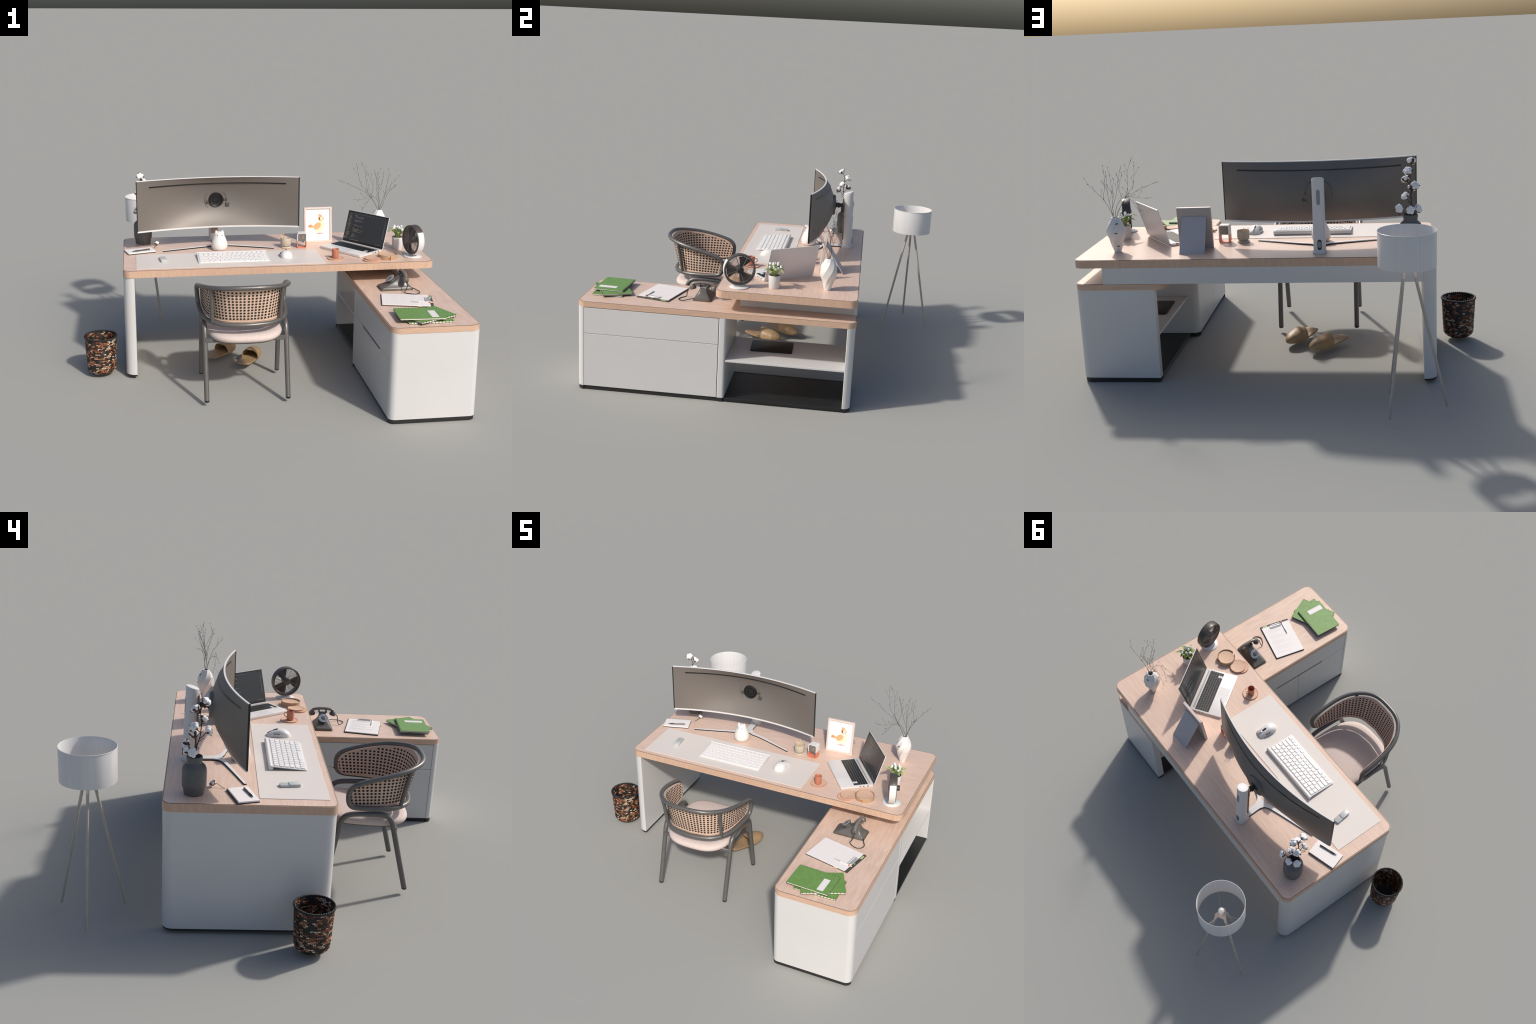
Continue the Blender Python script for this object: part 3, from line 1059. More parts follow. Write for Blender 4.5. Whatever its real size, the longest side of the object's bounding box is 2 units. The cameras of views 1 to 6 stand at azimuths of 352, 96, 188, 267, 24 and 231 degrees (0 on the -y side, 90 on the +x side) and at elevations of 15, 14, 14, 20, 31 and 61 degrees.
# ================================================================ dark vase + cotton
def boll(parent, c, axis, R, seed, prefix='cotton_boll'):
    rnd = random.Random(seed)
    ax = V3(axis).normalized()
    q = V3((0, 0, 1)).rotation_difference(ax)
    bm = NB()
    nl = 5
    tw = rnd.random() * 6
    for k in range(nl):
        a = tw + 2 * pi * k / nl
        o = V3((cos(a) * R * .55, sin(a) * R * .55, R * (.15 + .1 * rnd.random())))
        lr = R * rnd.uniform(.52, .60)
        ellipsoid(bm, V3(c) + q @ o, lr, lr, lr * 1.1, 12, 9, rot=q)
    ellipsoid(bm, V3(c) + q @ V3((0, 0, R * .35)), R * .45, R * .45, R * .45, 10, 8)
    obj(prefix, bm, M_cotton, parent, 80)
    bm = NB()
    for k in range(4):
        a = tw + .5 + 2 * pi * k / 4 + rnd.uniform(-.3, .3)
        d = V3((cos(a), sin(a), 0))
        sp = [V3((0, 0, -R * .55)) , d * R * .6 + V3((0, 0, -R * .45)), d * R * (1.0 + .2 * rnd.random()) + V3((0, 0, R * .05)), d * R * (1.15 + .25 * rnd.random()) + V3((0, 0, R * rnd.uniform(.2, .6)))]
        sp = [V3(c) + q @ s for s in catmull(sp, 3)]
        n = len(sp)
        blade(bm, sp, [R * .32 * sin(pi * min(1, (i / (n - 1)) * .85 + .12)) + .0002 for i in range(n)], q @ V3((0, 0, 1)), .0005, .3)
    obj('boll_bract', bm, M_bract, parent, 60)


vz = thing('cotton_vase', 'charcoal jar vase holding a cotton branch', 'vase', (-.648, .388, TZ))
bm = NB()
vp = [(0, 0), (.040, 0), (.0445, .003), (.0465, .010), (.0475, .024), (.0505, .031), (.0535, .040), (.0545, .055), (.0545, .105), (.0535, .118), (.049, .130), (.040, .139), (.0345, .143), (.0335, .147), (.034, .156), (.0355, .163), (.0355, .172), (.0345, .1745), (.031, .1745), (.0295, .17), (.0295, .14), (.025, .12), (0, .12)]
lathe(bm, vp, 48)
obj('vase_body', bm, M_darkvase, vz, 40)
W2 = lambda p: V3((p[0] + .648, p[1] - .388, p[2] - TZ))
bolls = [((-.656, .345, 1.052), (-.1, -.6, .8)), ((-.638, .388, 1.012), (.3, .5, .7)), ((-.629, .354, .968), (.4, -.5, .6)), ((-.668, .390, .944), (-.5, .5, .6)), ((-.657, .332, .924), (-.2, -.9, .4)), ((-.626, .392, .894), (.6, .3, .6)), ((-.598, .424, .842), (.6, .8, .2)), ((-.648, .420, .832), (0, .9, .4)), ((-.682, .395, .832), (-.8, .3, .4))]
spine = [W2(p) for p in [(-.645, .384, .76), (-.652, .382, .84), (-.652, .366, .90), (-.647, .362, .96), (-.652, .366, 1.01), (-.656, .350, 1.045)]]
bm = NB()
tube(bm, catmull(spine, 5), [.0030 - .0016 * i / 25 for i in range(26)], 8)
roots = [None, (-.650, .366, .985), (-.648, .362, .945), (-.650, .364, .915), (-.652, .370, .885), (-.652, .381, .85), (-.645, .386, .79), (-.646, .388, .79), (-.650, .386, .79)]
for (c, ax), r in zip(bolls[1:], roots[1:]):
    c2 = W2(c) - V3(ax).normalized() * .008
    r2 = W2(r)
    m = r2.lerp(c2, .5) + V3((0, 0, -.004))
    tube(bm, catmull([r2, m, c2], 4), .0017, 6)
for k in range(5):
    rr = random.Random(70 + k)
    b = W2((-.650 + rr.uniform(-.004, .004), .37, .84 + .035 * k))
    tube(bm, [b, b + V3((rr.uniform(-.02, .02), rr.choice((-1, 1)) * .022, .014))], [.0016, .001], 6)
obj('cotton_stem', bm, M_stem, vz, 60)
for k, (c, ax) in enumerate(bolls):
    boll(vz, W2(c), ax, .0205, 40 + k)

sp = thing('cotton_sprig', 'single fallen cotton boll on a short stem', 'cotton sprig', (-.570, .305, TZ))
boll(sp, (0, 0, .017), (.3, .5, .5), .0155, 91)
bm = NB()
tube(bm, catmull([(0, -.005, .012), (.004, -.018, .016), (-.006, -.034, .008), (-.018, -.053, .002)], 5), .0013, 6)
obj('cotton_stem', bm, M_stem, sp, 60)

# ================================================================ stick cup
cup = thing('stick_holder_cup', 'small stone cup with wooden sticks on a dish', 'cup', (.202, .172, TZ))
M_stone = material('beige_stoneware', (188, 178, 160), .6, rgb2=(176, 166, 150), noise=50, bump=.1)
M_dish = material('pale_dish', (216, 208, 194), .5)
bm = NB(); lathe(bm, [(0, 0), (.026, 0), (.0315, .003), (.0325, .0075), (.030, .0085), (.027, .0062), (0, .0062)], 40)
obj('dish', bm, M_dish, cup)
bm = NB(); lathe(bm, [(0, .0063), (.022, .0063), (.0235, .010), (.028, .014), (.031, .021), (.032, .032), (.032, .060), (.0312, .0615), (.0300, .060), (.0295, .025), (.026, .018), (0, .017)], 40)
obj('cup_body', bm, M_stone, cup, 40)
M_stick = material('pale_wood_stick', (222, 184, 140), .6)
for k, (dx, dy, tx, ty, h) in enumerate([(-.010, .0, -.033, .020, .078), (-.004, .006, -.022, .036, .078), (.0, .0, -.014, .040, .080), (-.012, .008, -.030, .030, .072), (-.006, -.004, -.026, .014, .074), (.004, .004, -.010, .032, .082)]):
    bm = NB(); tube(bm, [(dx + .006, dy - .006, .018), (tx, ty, h)], [.0009, .0011], 6)
    obj('wooden_stick', bm, M_stick, cup)

# ==================================================================== clock
clk = thing('desk_clock', 'small square clock, white above and orange open frame below', 'clock', (.298, .168, TZ), radians(-5))
M_or = material('orange_plastic', (212, 130, 102), .45)
M_face = material('clock_face', (104, 106, 102), .5)
W_, D_, H_ = .028, .0215, .0925


def frame_loop(bm, z_split, upper):
    """rounded square tube loop split at a height"""
    th = .0042
    r = .008
    o = rrect(-W_, 0, W_, H_, r, 6)
    i = rrect(-W_ + th, th, W_ - th, H_ - th, r - th * .6, 6)
    A = [[bm.verts.new((x, y, z)) for x, z in o] for y in (-D_, D_)]
    B = [[bm.verts.new((x, y, z)) for x, z in i] for y in (-D_, D_)]
    n = len(o)
    for k in range(n):
        j = (k + 1) % n
        bm.faces.new((A[0][k], A[0][j], A[1][j], A[1][k])); bm.faces.new((B[0][j], B[0][k], B[1][k], B[1][j]))
        bm.faces.new((A[0][j], A[0][k], B[0][k], B[0][j])); bm.faces.new((A[1][k], A[1][j], B[1][j], B[1][k]))
    g = bm.verts[:] + bm.edges[:] + bm.faces[:]
    bmesh.ops.bisect_plane(bm, geom=g, plane_co=(0, 0, z_split), plane_no=(0, 0, 1), clear_inner=upper, clear_outer=not upper)
    bmesh.ops.holes_fill(bm, edges=[e for e in bm.edges if e.is_boundary])


for up, nm, m in ((True, 'clock_case', M_matt_white), (False, 'clock_stand', M_or)):
    bm = NB(); frame_loop(bm, .043, up); obj(nm, bm, m, clk, 40)
bm = NB(); box(bm, -W_ + .0040, -D_ + .0012, .043, W_ - .0040, D_ - .0012, H_ - .0040, .0006, 1)
obj('clock_face', bm, M_face, clk, 30)
bm = NB()
for (x0, z0), (x1, z1) in (((.000, .064), (.012, .075)), ((.000, .064), (.010, .058))):
    tube(bm, [(x0, -D_ + .0006, z0), (x1, -D_ + .0006, z1)], .0016, 6)
obj('clock_hand', bm, M_or, clk)

# ============================================================ picture frame
fr = thing('picture_frame', 'white frame with a bird drawing on easel back', 'picture frame', (.4225, .278, TZ), radians(1.2))
tilt = Matrix.Rotation(-atan2(.027, .214), 4, 'X')
M_frame = material('pale_wood_frame', (222, 206, 198), .5, rgb2=(214, 198, 190), scale=(8, 8, 60), noise=4)
FW, FH = .0865, .216
bm = NB()
t = .011
for x0, z0, x1, z1 in ((-FW, 0, -FW + t, FH), (FW - t, 0, FW, FH), (-FW + t, 0, FW - t, t), (-FW + t, FH - t, FW - t, FH)):
    box(bm, x0, 0, z0, x1, .016, z1, .0008, 1)
transform(bm, tilt); obj('frame_border', bm, M_frame, fr, 30)
bm = NB(); box(bm, -FW + t, .007, t, FW - t, .010, FH - t); transform(bm, tilt)
obj('mat_paper', bm, material('picture_paper', (244, 240, 234), .5), fr, 0)
bm = NB(); box(bm, -FW + .002, .0102, .002, FW - .002, .0170, FH - .002); transform(bm, tilt)
obj('backing_board', bm, material('backing_grey', (172, 164, 160), .6), fr, 0)


def decal(parent, name, mat, poly, y, M=tilt, th=.0006):
    bm = NB()
    A = [bm.verts.new((x, y - th, z)) for x, z in poly]; B = [bm.verts.new((x, y, z)) for x, z in poly]
    bm.faces.new(A); bm.faces.new(B[::-1])
    for i in range(len(A)):
        j = (i + 1) % len(A); bm.faces.new((A[j], A[i], B[i], B[j]))
    transform(bm, M)
    return obj(name, bm, mat, parent, 0)


def ell(cx, cz, rx, rz, rot=0, n=24, a0=0, a1=2 * pi):
    out = []
    for i in range(n):
        a = a0 + (a1 - a0) * i / n
        x, z = rx * cos(a), rz * sin(a)
        out.append((cx + x * cos(rot) - z * sin(rot), cz + x * sin(rot) + z * cos(rot)))
    return out


M_b1 = material('print_orange', (226, 172, 124), .6); M_b2 = material('print_cream', (240, 224, 196), .6)
M_b3 = material('print_rust', (206, 140, 96), .6); M_b4 = material('print_pink', (214, 180, 176), .6)
Y = .007
decal(fr, 'bird_print', M_b2, ell(.008, .088, .034, .026, .35), Y)
decal(fr, 'bird_print', M_b2, ell(.026, .112, .015, .024, -.1), Y - .0002)
decal(fr, 'bird_print', M_b1, ell(-.004, .100, .026, .018, .7), Y - .0004)
decal(fr, 'bird_print', M_b1, [(-.062, .100), (-.046, .112), (-.022, .098), (-.026, .090), (-.050, .090), (-.060, .094)], Y - .0002)
decal(fr, 'bird_print', M_b3, ell(-.050, .100, .010, .005, .2), Y - .0006)
decal(fr, 'bird_print', M_b1, ell(.017, .146, .016, .017), Y - .0006)
decal(fr, 'bird_print', M_b1, [(.004, .158), (.006, .176), (.014, .170), (.026, .168), (.024, .156)], Y - .0004)
decal(fr, 'bird_print', M_b2, ell(.023, .144, .009, .011), Y - .0008)
decal(fr, 'bird_print', M_dark, ell(.011, .144, .003, .009, .2), Y - .0009)
decal(fr, 'bird_print', M_b4, [(.029, .148), (.041, .151), (.038, .145), (.040, .139), (.030, .136)], Y - .0008)
for dx in (0, .018):
    decal(fr, 'bird_print', M_b4, [(-.012 + dx, .056), (.010 + dx, .058), (.016 + dx, .052), (.004 + dx, .050), (-.014 + dx, .049)], Y - .0002)
# easel strut
bm = NB()
kx = .063
vs = [bm.verts.new(p) for p in ((-kx, .148, 0), (kx, .148, 0), (kx, .041, .168), (-kx, .041, .168), (-kx, .143, 0), (kx, .143, 0), (kx, .0375, .166), (-kx, .0375, .166))]
for q in ((0, 1, 2, 3), (7, 6, 5, 4), (0, 4, 5, 1), (1, 5, 6, 2), (2, 6, 7, 3), (3, 7, 4, 0)):
    bm.faces.new([vs[i] for i in q])
obj('easel_strut', bm, material('strut_grey', (186, 182, 184), .45), fr, 0)

# =================================================================== laptop
lap = thing('laptop', 'open silver laptop showing a dark code editor', 'laptop', (.5766, .0634, TZ), atan2(-.255, .184))
# local x runs along the front edge (left to right for the user), local y towards the hinge
LW, LD = .1575, .100
M_lap = material('laptop_silver', (226, 222, 220), .38, metal=.15)
M_lapkey = material('laptop_key', (36, 38, 40), .45)
M_screen = material('screen_glass', (58, 59, 61), .25)
bm = NB(); prism(bm, rrect(-LW, -LD, LW, LD, .006, 5), .002, .0145, .002, 2)
obj('laptop_base', bm, M_lap, lap, 40)
bm = NB(); prism(bm, rrect(-LW + .006, -LD + .006, LW - .006, LD - .006, .006, 5), 0, .003)
obj('rubber_foot', bm, M_dark, lap, 40)
bm = NB(); prism(bm, rrect(-.149, -.016, .146, .070, .003, 3), .0143, .0149)
obj('keyboard_well', bm, material('key_well', (120, 116, 112), .5), lap, 40)
bm = NB(); prism(bm, rrect(-.5, -.5, .5, .5, .12, 3), 0, 1)
kp = obj('laptop_key', bm, M_lapkey, lap, 30)
lrows = [[1] * 16, [1] * 13 + [1.7, 1], [1.5] + [1] * 12 + [1.2, 1], [1.8] + [1] * 11 + [1.9, 1], [2.3] + [1] * 10 + [1.4, 1, 1], [1, 1, 1, 1.2, 5, 1.2, 1, 1, 1, 1, 1]]
first = True
for r, row in enumerate(lrows):
    py = .086 / 6
    y = .070 - (r + .5) * py
    un = .292 / sum(row)
    x = -.1475
    for k, wd in enumerate(row):
        p, sc = (x + wd * un / 2, y, .0148), (wd * un - .0022, py - .0022, .0016)
        x += wd * un
        m = M_gloss_white if (r in (4,) and k == len(row) - 2) or (r == 5 and k == len(row) - 2) else None
        if first:
            kp.location, kp.scale = p, sc; first = False
        else:
            clone(kp, 'laptop_key', p, None, sc, m)
bm = NB(); box(bm, -.052, -.0945, .0142, .050, -.0225, .01465)
for v in bm.verts:
    pass
obj('touchpad', bm, material('touchpad', (225, 221, 219), .38, metal=.15), lap, 0)
bm = NB(); box(bm, -.0005, -.0945, .0143, .0005, -.030, .01485)
obj('touchpad_line', bm, M_ink, lap, 0)
bm = NB()
for z0 in (.078, .083):
    box(bm, -.140, z0, .0143, .140, z0 + .002, .0149)
obj('speaker_slot', bm, M_dark, lap, 0)
# ports on the right edge
bm = NB()
for y0, w in ((.060, .012), (.035, .010), (.015, .008)):
    box(bm, LW - .001, y0, .006, LW + .0004, y0 + w, .011)
    box(bm, -LW - .0004, y0, .006, -LW + .001, y0 + w, .011)
obj('port', bm, M_dark, lap, 0)
# lid
la = atan2(.055, .183)
LM = Matrix.Translation((0, LD + .0025, .0120)) @ Matrix.Rotation(-la, 4, 'X')
LH = .1945
bm = NB(); poly = rrect(-LW, 0, LW, LH, .006, 5)
lo = [bm.verts.new((x, 0, z)) for x, z in poly]; hi = [bm.verts.new((x, .0045, z)) for x, z in poly]
bm.faces.new(lo); bm.faces.new(hi[::-1])
for i in range(len(poly)):
    j = (i + 1) % len(poly); bm.faces.new((lo[j], lo[i], hi[i], hi[j]))
transform(bm, LM); obj('lid', bm, M_lap, lap, 40)
bm = NB(); box(bm, -LW + .002, -.0008, .004, LW - .002, .0002, LH - .002); transform(bm, LM)
obj('screen_bezel', bm, M_blackpl, lap, 0)
bm = NB(); box(bm, -LW + .006, -.0012, .016, LW - .006, -.0006, LH - .008); transform(bm, LM)
obj('screen', bm, M_screen, lap, 0)
tx = [material('code_' + n, c, .6) for n, c in (('blue', (96, 138, 170)), ('grey', (140, 140, 140)), ('tan', (168, 132, 106)), ('green', (104, 134, 98)), ('red', (200, 96, 84)))]
rnd = random.Random(5)
bm = NB()


def strip(x0, x1, z, h, mi):
    box(bm, x0, -.0015, z, x1, -.0011, z + h, mi=mi)


for i in range(30):     # file tree
    z = LH - .022 - i * .0050
    if rnd.random() < .8:
        x = -LW + .016 + rnd.choice((0, .003, .006)); strip(x, x + rnd.uniform(.010, .024), z, .0014, rnd.choice((1, 1, 2)))
blocks = [(0, 4), (6, 9), (12, 14), (16, 21), (23, 28)]
for a, b in blocks:
    for i in range(a, b):
        z = LH - .024 - i * .0050
        x = -LW + .058 + rnd.choice((0, .004, .008))
        for k in range(rnd.randint(1, 4)):
            w = rnd.uniform(.006, .022)
            strip(x, x + w, z, .0014, rnd.choices((0, 1, 2, 3), (5, 3, 2, 1))[0]); x += w + .0025
for i in range(7):
    strip(-LW + .060 + i * .026, -LW + .060 + i * .026 + rnd.uniform(.008, .018), LH - .016, .0013, rnd.choice((1, 2, 3)))
for i in range(24):     # minimap
    strip(LW - .022, LW - .022 + rnd.uniform(.003, .008), LH - .03 - i * .0045, .0012, 1)
for i in range(10):     # task bar
    strip(-LW + .05 + i * .0075, -LW + .05 + i * .0075 + .004, .0185, .003, rnd.choice((1, 4, 2, 0)))
strip(.10, .105, .0185, .003, 4); strip(.11, .14, .019, .0014, 1); strip(-LW + .008, -LW + .013, .022, .010, 0)
transform(bm, LM)
obj('code_text', bm, tx, lap, 0, kind='stuff')

# =============================================================== coffee cup
cc = thing('espresso_cup', 'terracotta espresso cup on a round coaster', 'cup', (.445, -.116, TZ))
bm = NB(); lathe(bm, [(0, 0), (.0455, 0), (.047, .0015), (.047, .0040), (.0455, .0055), (.043, .0050), (0, .0046)], 48)
obj('coaster', bm, M_coaster, cc, 40)
bm = NB(); tube(bm, [(.0460 * cos(2 * pi * i / 60), .0460 * sin(2 * pi * i / 60), .0045) for i in range(60)], .0016, 8, closed=True)
obj('coaster_rim', bm, M_copper, cc)
bm = NB(); lathe(bm, [(0, .0056), (.016, .0056), (.0185, .0075), (.0195, .011), (.0205, .0575), (.0200, .059), (.0188, .0575), (.0175, .014), (0, .012)], 36, c=(-.002, -.004))
obj('cup_body', bm, M_orange, cc, 40)
bm = NB(); tube(bm, catmull([(-.002, .0145, .047), (-.002, .024, .048), (-.002, .0305, .040), (-.002, .028, .029), (-.002, .0145, .022)], 6), .0021, 8)
obj('cup_handle', bm, M_orange, cc)

# ================================================================= coasters
for nm, (x, y, z) in (('a', (.640, -.183, 0)), ('b', (.652, -.169, .0062))):
    c = thing('coaster', 'round tan coaster with a copper edge', 'coaster', (x, y, TZ + z))
    bm = NB(); lathe(bm, [(0, 0), (.046, 0), (.0478, .0015), (.0478, .0045), (.046, .0058), (.0435, .0053), (0, .0050)], 48)
    obj('coaster_disc', bm, M_coaster, c, 40)
    bm = NB(); tube(bm, [(.0466 * cos(2 * pi * i / 60), .0466 * sin(2 * pi * i / 60), .0050) for i in range(60)], .0014, 8, closed=True)
    obj('coaster_rim', bm, M_copper, c)
ho = thing('coaster_holder', 'round tan coaster holder with two side gaps', 'coaster', (.745, -.146, TZ), radians(-95))
bm = NB()
for a0 in (.16, pi + .16):
    a1 = a0 + pi - .32
    s = set(bm.verts)
    R = lathe(bm, [(.0555, 0), (.0555, .0265), (.0545, .0275), (.0528, .0275), (.0520, .0265), (.0520, 0), (.0555, 0)], 30, a0=a0, a1=a1)
    for i in (0, -1):
        bm.faces.new([r[i] for r in R[:-1]])
obj('holder_wall', bm, M_holder, ho, 40)
bm = NB(); lathe(bm, [(0, .0002), (.0518, .0002), (.0518, .003), (0, .003)], 48)
obj('holder_base', bm, M_holder, ho, 40)
for k in range(3):
    bm = NB(); z = .0032 + k * .0062; lathe(bm, [(0, z), (.048, z), (.050, z + .0015), (.050, z + .0042), (.048, z + .0056), (.0455, z + .0051), (0, z + .0049)], 48)
    obj('stacked_coaster', bm, M_coaster if k == 2 else M_copper, ho, 40)

# ====================================================================== fan
fan = thing('desk_fan', 'small round black desk fan on white base', 'fan', (.900, -.125, TZ), radians(16))
bm = NB(); lathe(bm, [(0, 0), (.049, 0), (.0525, .002), (.0525, .004), (.049, .0065), (.018, .009), (.010, .013), (.008, .020), (0, .020)], 48)
obj('fan_base', bm, M_gloss_white, fan, 40)
FC = .102


def axis_x(bm, prof, n=56, mi=0, a0=0, a1=2 * pi):
    """lathe about the local x axis through the fan centre: (r, x)"""
    s = set(bm.verts)
    R = lathe(bm, prof, n, a0=a0, a1=a1)
    transform(bm, Matrix.Translation((0, 0, FC)) @ Matrix.Rotation(pi / 2, 4, 'Y'), [v for v in bm.verts if v not in s])
    return R


M_fan = material('fan_charcoal', (78, 71, 67), .4, metal=.1)  # browned base colour carries the warm highlights on the ring
bm = NB()
axis_x(bm, [(.0835, -.022), (.0845, -.020), (.0845, .020), (.0835, .022), (.0780, .022), (.0768, .018), (.0768, -.018), (.0780, -.022), (.0835, -.022)], 64)
obj('fan_ring', bm, M_fan, fan, 40)
M_wire = material('grille_wire', (150, 146, 142), .3, metal=.5)
for xx, nm in ((-.0195, 'grille'), (.0195, 'grille')):
    bm = NB()
    s = 1 if xx > 0 else -1
    for k in range(10):
        r = .023 + k * .0056
        bulg = s * .004 * (1 - (r / .078) ** 2)
        tube(bm, [(xx + bulg, r * cos(2 * pi * i / 48), FC + r * sin(2 * pi * i / 48)) for i in range(48)], .00065, 5, closed=True)
    for k in range(8):
        a = 2 * pi * k / 8 + .2
        tube(bm, [(xx + s * .004, .018 * cos(a), FC + .018 * sin(a)), (xx, .079 * cos(a + .12), FC + .079 * sin(a + .12))], .0009, 5)
    obj('grille', bm, M_wire, fan, 60)
bm = NB()
axis_x(bm, [(0, -.026), (.017, -.026), (.020, -.0235), (.020, .0235), (.017, .026), (0, .026)], 32)
obj('fan_hub', bm, M_fan, fan, 40)
bm = NB()
axis_x(bm, [(0, .024), (.0155, .024), (.0155, .037), (.014, .039), (0, .039)], 32)
obj('fan_knob', bm, M_dark, fan, 40)
for k in range(3):
    bm = NB()
    a0 = 2 * pi * k / 3 + .50
    rows_ = []
    for i in range(9):
        a = a0 + radians(62) * i / 8
        rows_.append([bm.verts.new((-.010 + .022 * i / 8, r * cos(a + .1 * (r / .07)), FC + r * sin(a + .1 * (r / .07)))) for r in (.018, .035, .055, .073)])
    for A, B in zip(rows_, rows_[1:]):
        for i in range(3):
            bm.faces.new((A[i], A[i + 1], B[i + 1], B[i]))
    bmesh.ops.solidify(bm, geom=bm.faces[:], thickness=.0012)
    obj('fan_blade', bm, M_blackpl, fan, 60)
# bracket: band hugging the ring from the -y side through the bottom to the +y side
bm = NB()
prof = [(.0856, -.017), (.0856, .017), (.0876, .019), (.0896, .017), (.0896, -.017), (.0876, -.019), (.0856, -.017)]
rr = []
a_s, a_e = radians(180 - 38), radians(360 - 22)
for i in range(49):
    a = a_s + (a_e - a_s) * i / 48
    w = 1.0 if i < 30 else 1.0 - .55 * (i - 30) / 18
    rr.append([bm.verts.new((x * w, r * cos(a), FC + r * sin(a))) for r, x in prof[:-1]])
for A, B in zip(rr, rr[1:]):
    for k in range(6):
        bm.faces.new((A[k], A[(k + 1) % 6], B[(k + 1) % 6], B[k]))
bm.faces.new(rr[0]); bm.faces.new(rr[-1][::-1])
obj('fan_bracket', bm, M_gloss_white, fan, 40)

# ============================================================== flower pot
pot = thing('potted_flower', 'white pot of lily of the valley with green leaves', 'potted plant', (.861, .062, TZ))
bm = NB(); lathe(bm, [(0, 0), (.0275, 0), (.029, .002), (.0335, .073), (.0330, .0745), (.0312, .0745), (.0305, .066), (0, .066)], 40)
obj('pot_body', bm, M_matt_white, pot, 40)
bm = NB(); lathe(bm, [(.0304, .0665), (.015, .069), (0, .069)], 24)
obj('soil', bm, material('potting_soil', (84, 70, 54), .9, rgb2=(60, 50, 40), noise=300), pot, 40)
M_leaf = material('lily_leaf', (182, 200, 122), .5, rgb2=(202, 214, 148), scale=(30, 30, 4), noise=3, translucent=.35)
M_leaf2 = material('lily_leaf_dark', (142, 170, 92), .5, rgb2=(164, 186, 112), scale=(30, 30, 4), noise=3, translucent=.3)
rnd = random.Random(3)
leafspec = [(-2.55, .078, .055), (-1.0, .066, .040), (.85, .075, .036), (2.3, .060, .048), (3.05, .066, .040), (-1.75, .050, .040), (.1, .056, .050), (1.6, .052, .042), (-.4, .062, .034), (2.75, .046, .050)]
for k, (a, reach, h) in enumerate(leafspec):
    d = V3((cos(a), sin(a), 0))
    b = V3((0, 0, .066)) + d * .008
    spn = catmull([b, b + d * reach * .20 + V3((0, 0, h * .80)), b + d * reach * .48 + V3((0, 0, h * 1.12)), b + d * reach * .86 + V3((0, 0, h * .92))], 5)
    n = len(spn)
    bm = NB()
    blade(bm, spn, [.0125 * sin(pi * min(.995, .10 + .9 * i / (n - 1))) ** .8 + .0003 for i in range(n)], (0, 0, 1) if abs(d.z) < .9 else (1, 0, 0), .0006, .35)
    obj('leaf', bm, M_leaf if k % 2 == 0 else M_leaf2, pot, 70)
bm = NB()
bells = []
for k in range(12):
    a = 2 * pi * k / 12 + rnd.uniform(-.3, .3)
    rr = rnd.uniform(.008, .034)
    hgt = rnd.uniform(.108, .140)
    p = V3((rr * cos(a), rr * sin(a), hgt))
    tube(bm, catmull([V3((rr * .25 * cos(a), rr * .25 * sin(a), .068)), V3((rr * .6 * cos(a), rr * .6 * sin(a), .095)), p], 4), .0008, 5)
    bells.append(p)
obj('flower_stem', bm, M_leaf2, pot, 60)
M_bell = material('white_petal', (242, 242, 240), .6, translucent=.2)
for p in bells:
    bm = NB()
    lathe(bm, [(0, .0085), (.0040, .0075), (.0066, .0035), (.0074, -.001), (.0067, -.0055), (.0058, -.0038), (0, -.001)], 10)
    obj('bell_flower', bm, M_bell, pot, 70, loc=p, rot=(rnd.uniform(-.5, .5), rnd.uniform(-.5, .5), 0))

# ============================================================== twisted vase
tv = thing('twisted_vase', 'white twisted faceted vase with bare twigs', 'vase', (.816, .351, TZ))
bm = NB()
prof = [(.0175, 0), (.0215, .012), (.030, .040), (.0395, .068), (.0465, .088), (.0488, .106), (.0465, .124), (.039, .146), (.029, .164), (.0205, .1785)]
pp = catmull([V3((r, z, 0)) for r, z in prof], 6)
NF = 8
rings = []
for r, z, _ in pp:
    tw = 2.0 * z / .178
    rings.append([bm.verts.new((r * cos(tw + 2 * pi * k / NF), r * sin(tw + 2 * pi * k / NF), z)) for k in range(NF)])
top_in = [bm.verts.new((v.co.x * .78, v.co.y * .78, v.co.z)) for v in rings[-1]]
deep = [bm.verts.new((v.co.x * .7, v.co.y * .7, .15)) for v in rings[-1]]
rings += [top_in, deep]
for A, B in zip(rings, rings[1:]):
    for k in range(NF):
        bm.faces.new((A[k], A[(k + 1) % NF], B[(k + 1) % NF], B[k]))
bm.faces.new(rings[0][::-1]); bm.faces.new(rings[-1])
obj('vase_body', bm, M_ceramic, tv, 24)
bm = NB(); lathe(bm, [(0, .1505), (.0135, .1505)], 16)
obj('vase_mouth', bm, M_blackpl, tv, 40)
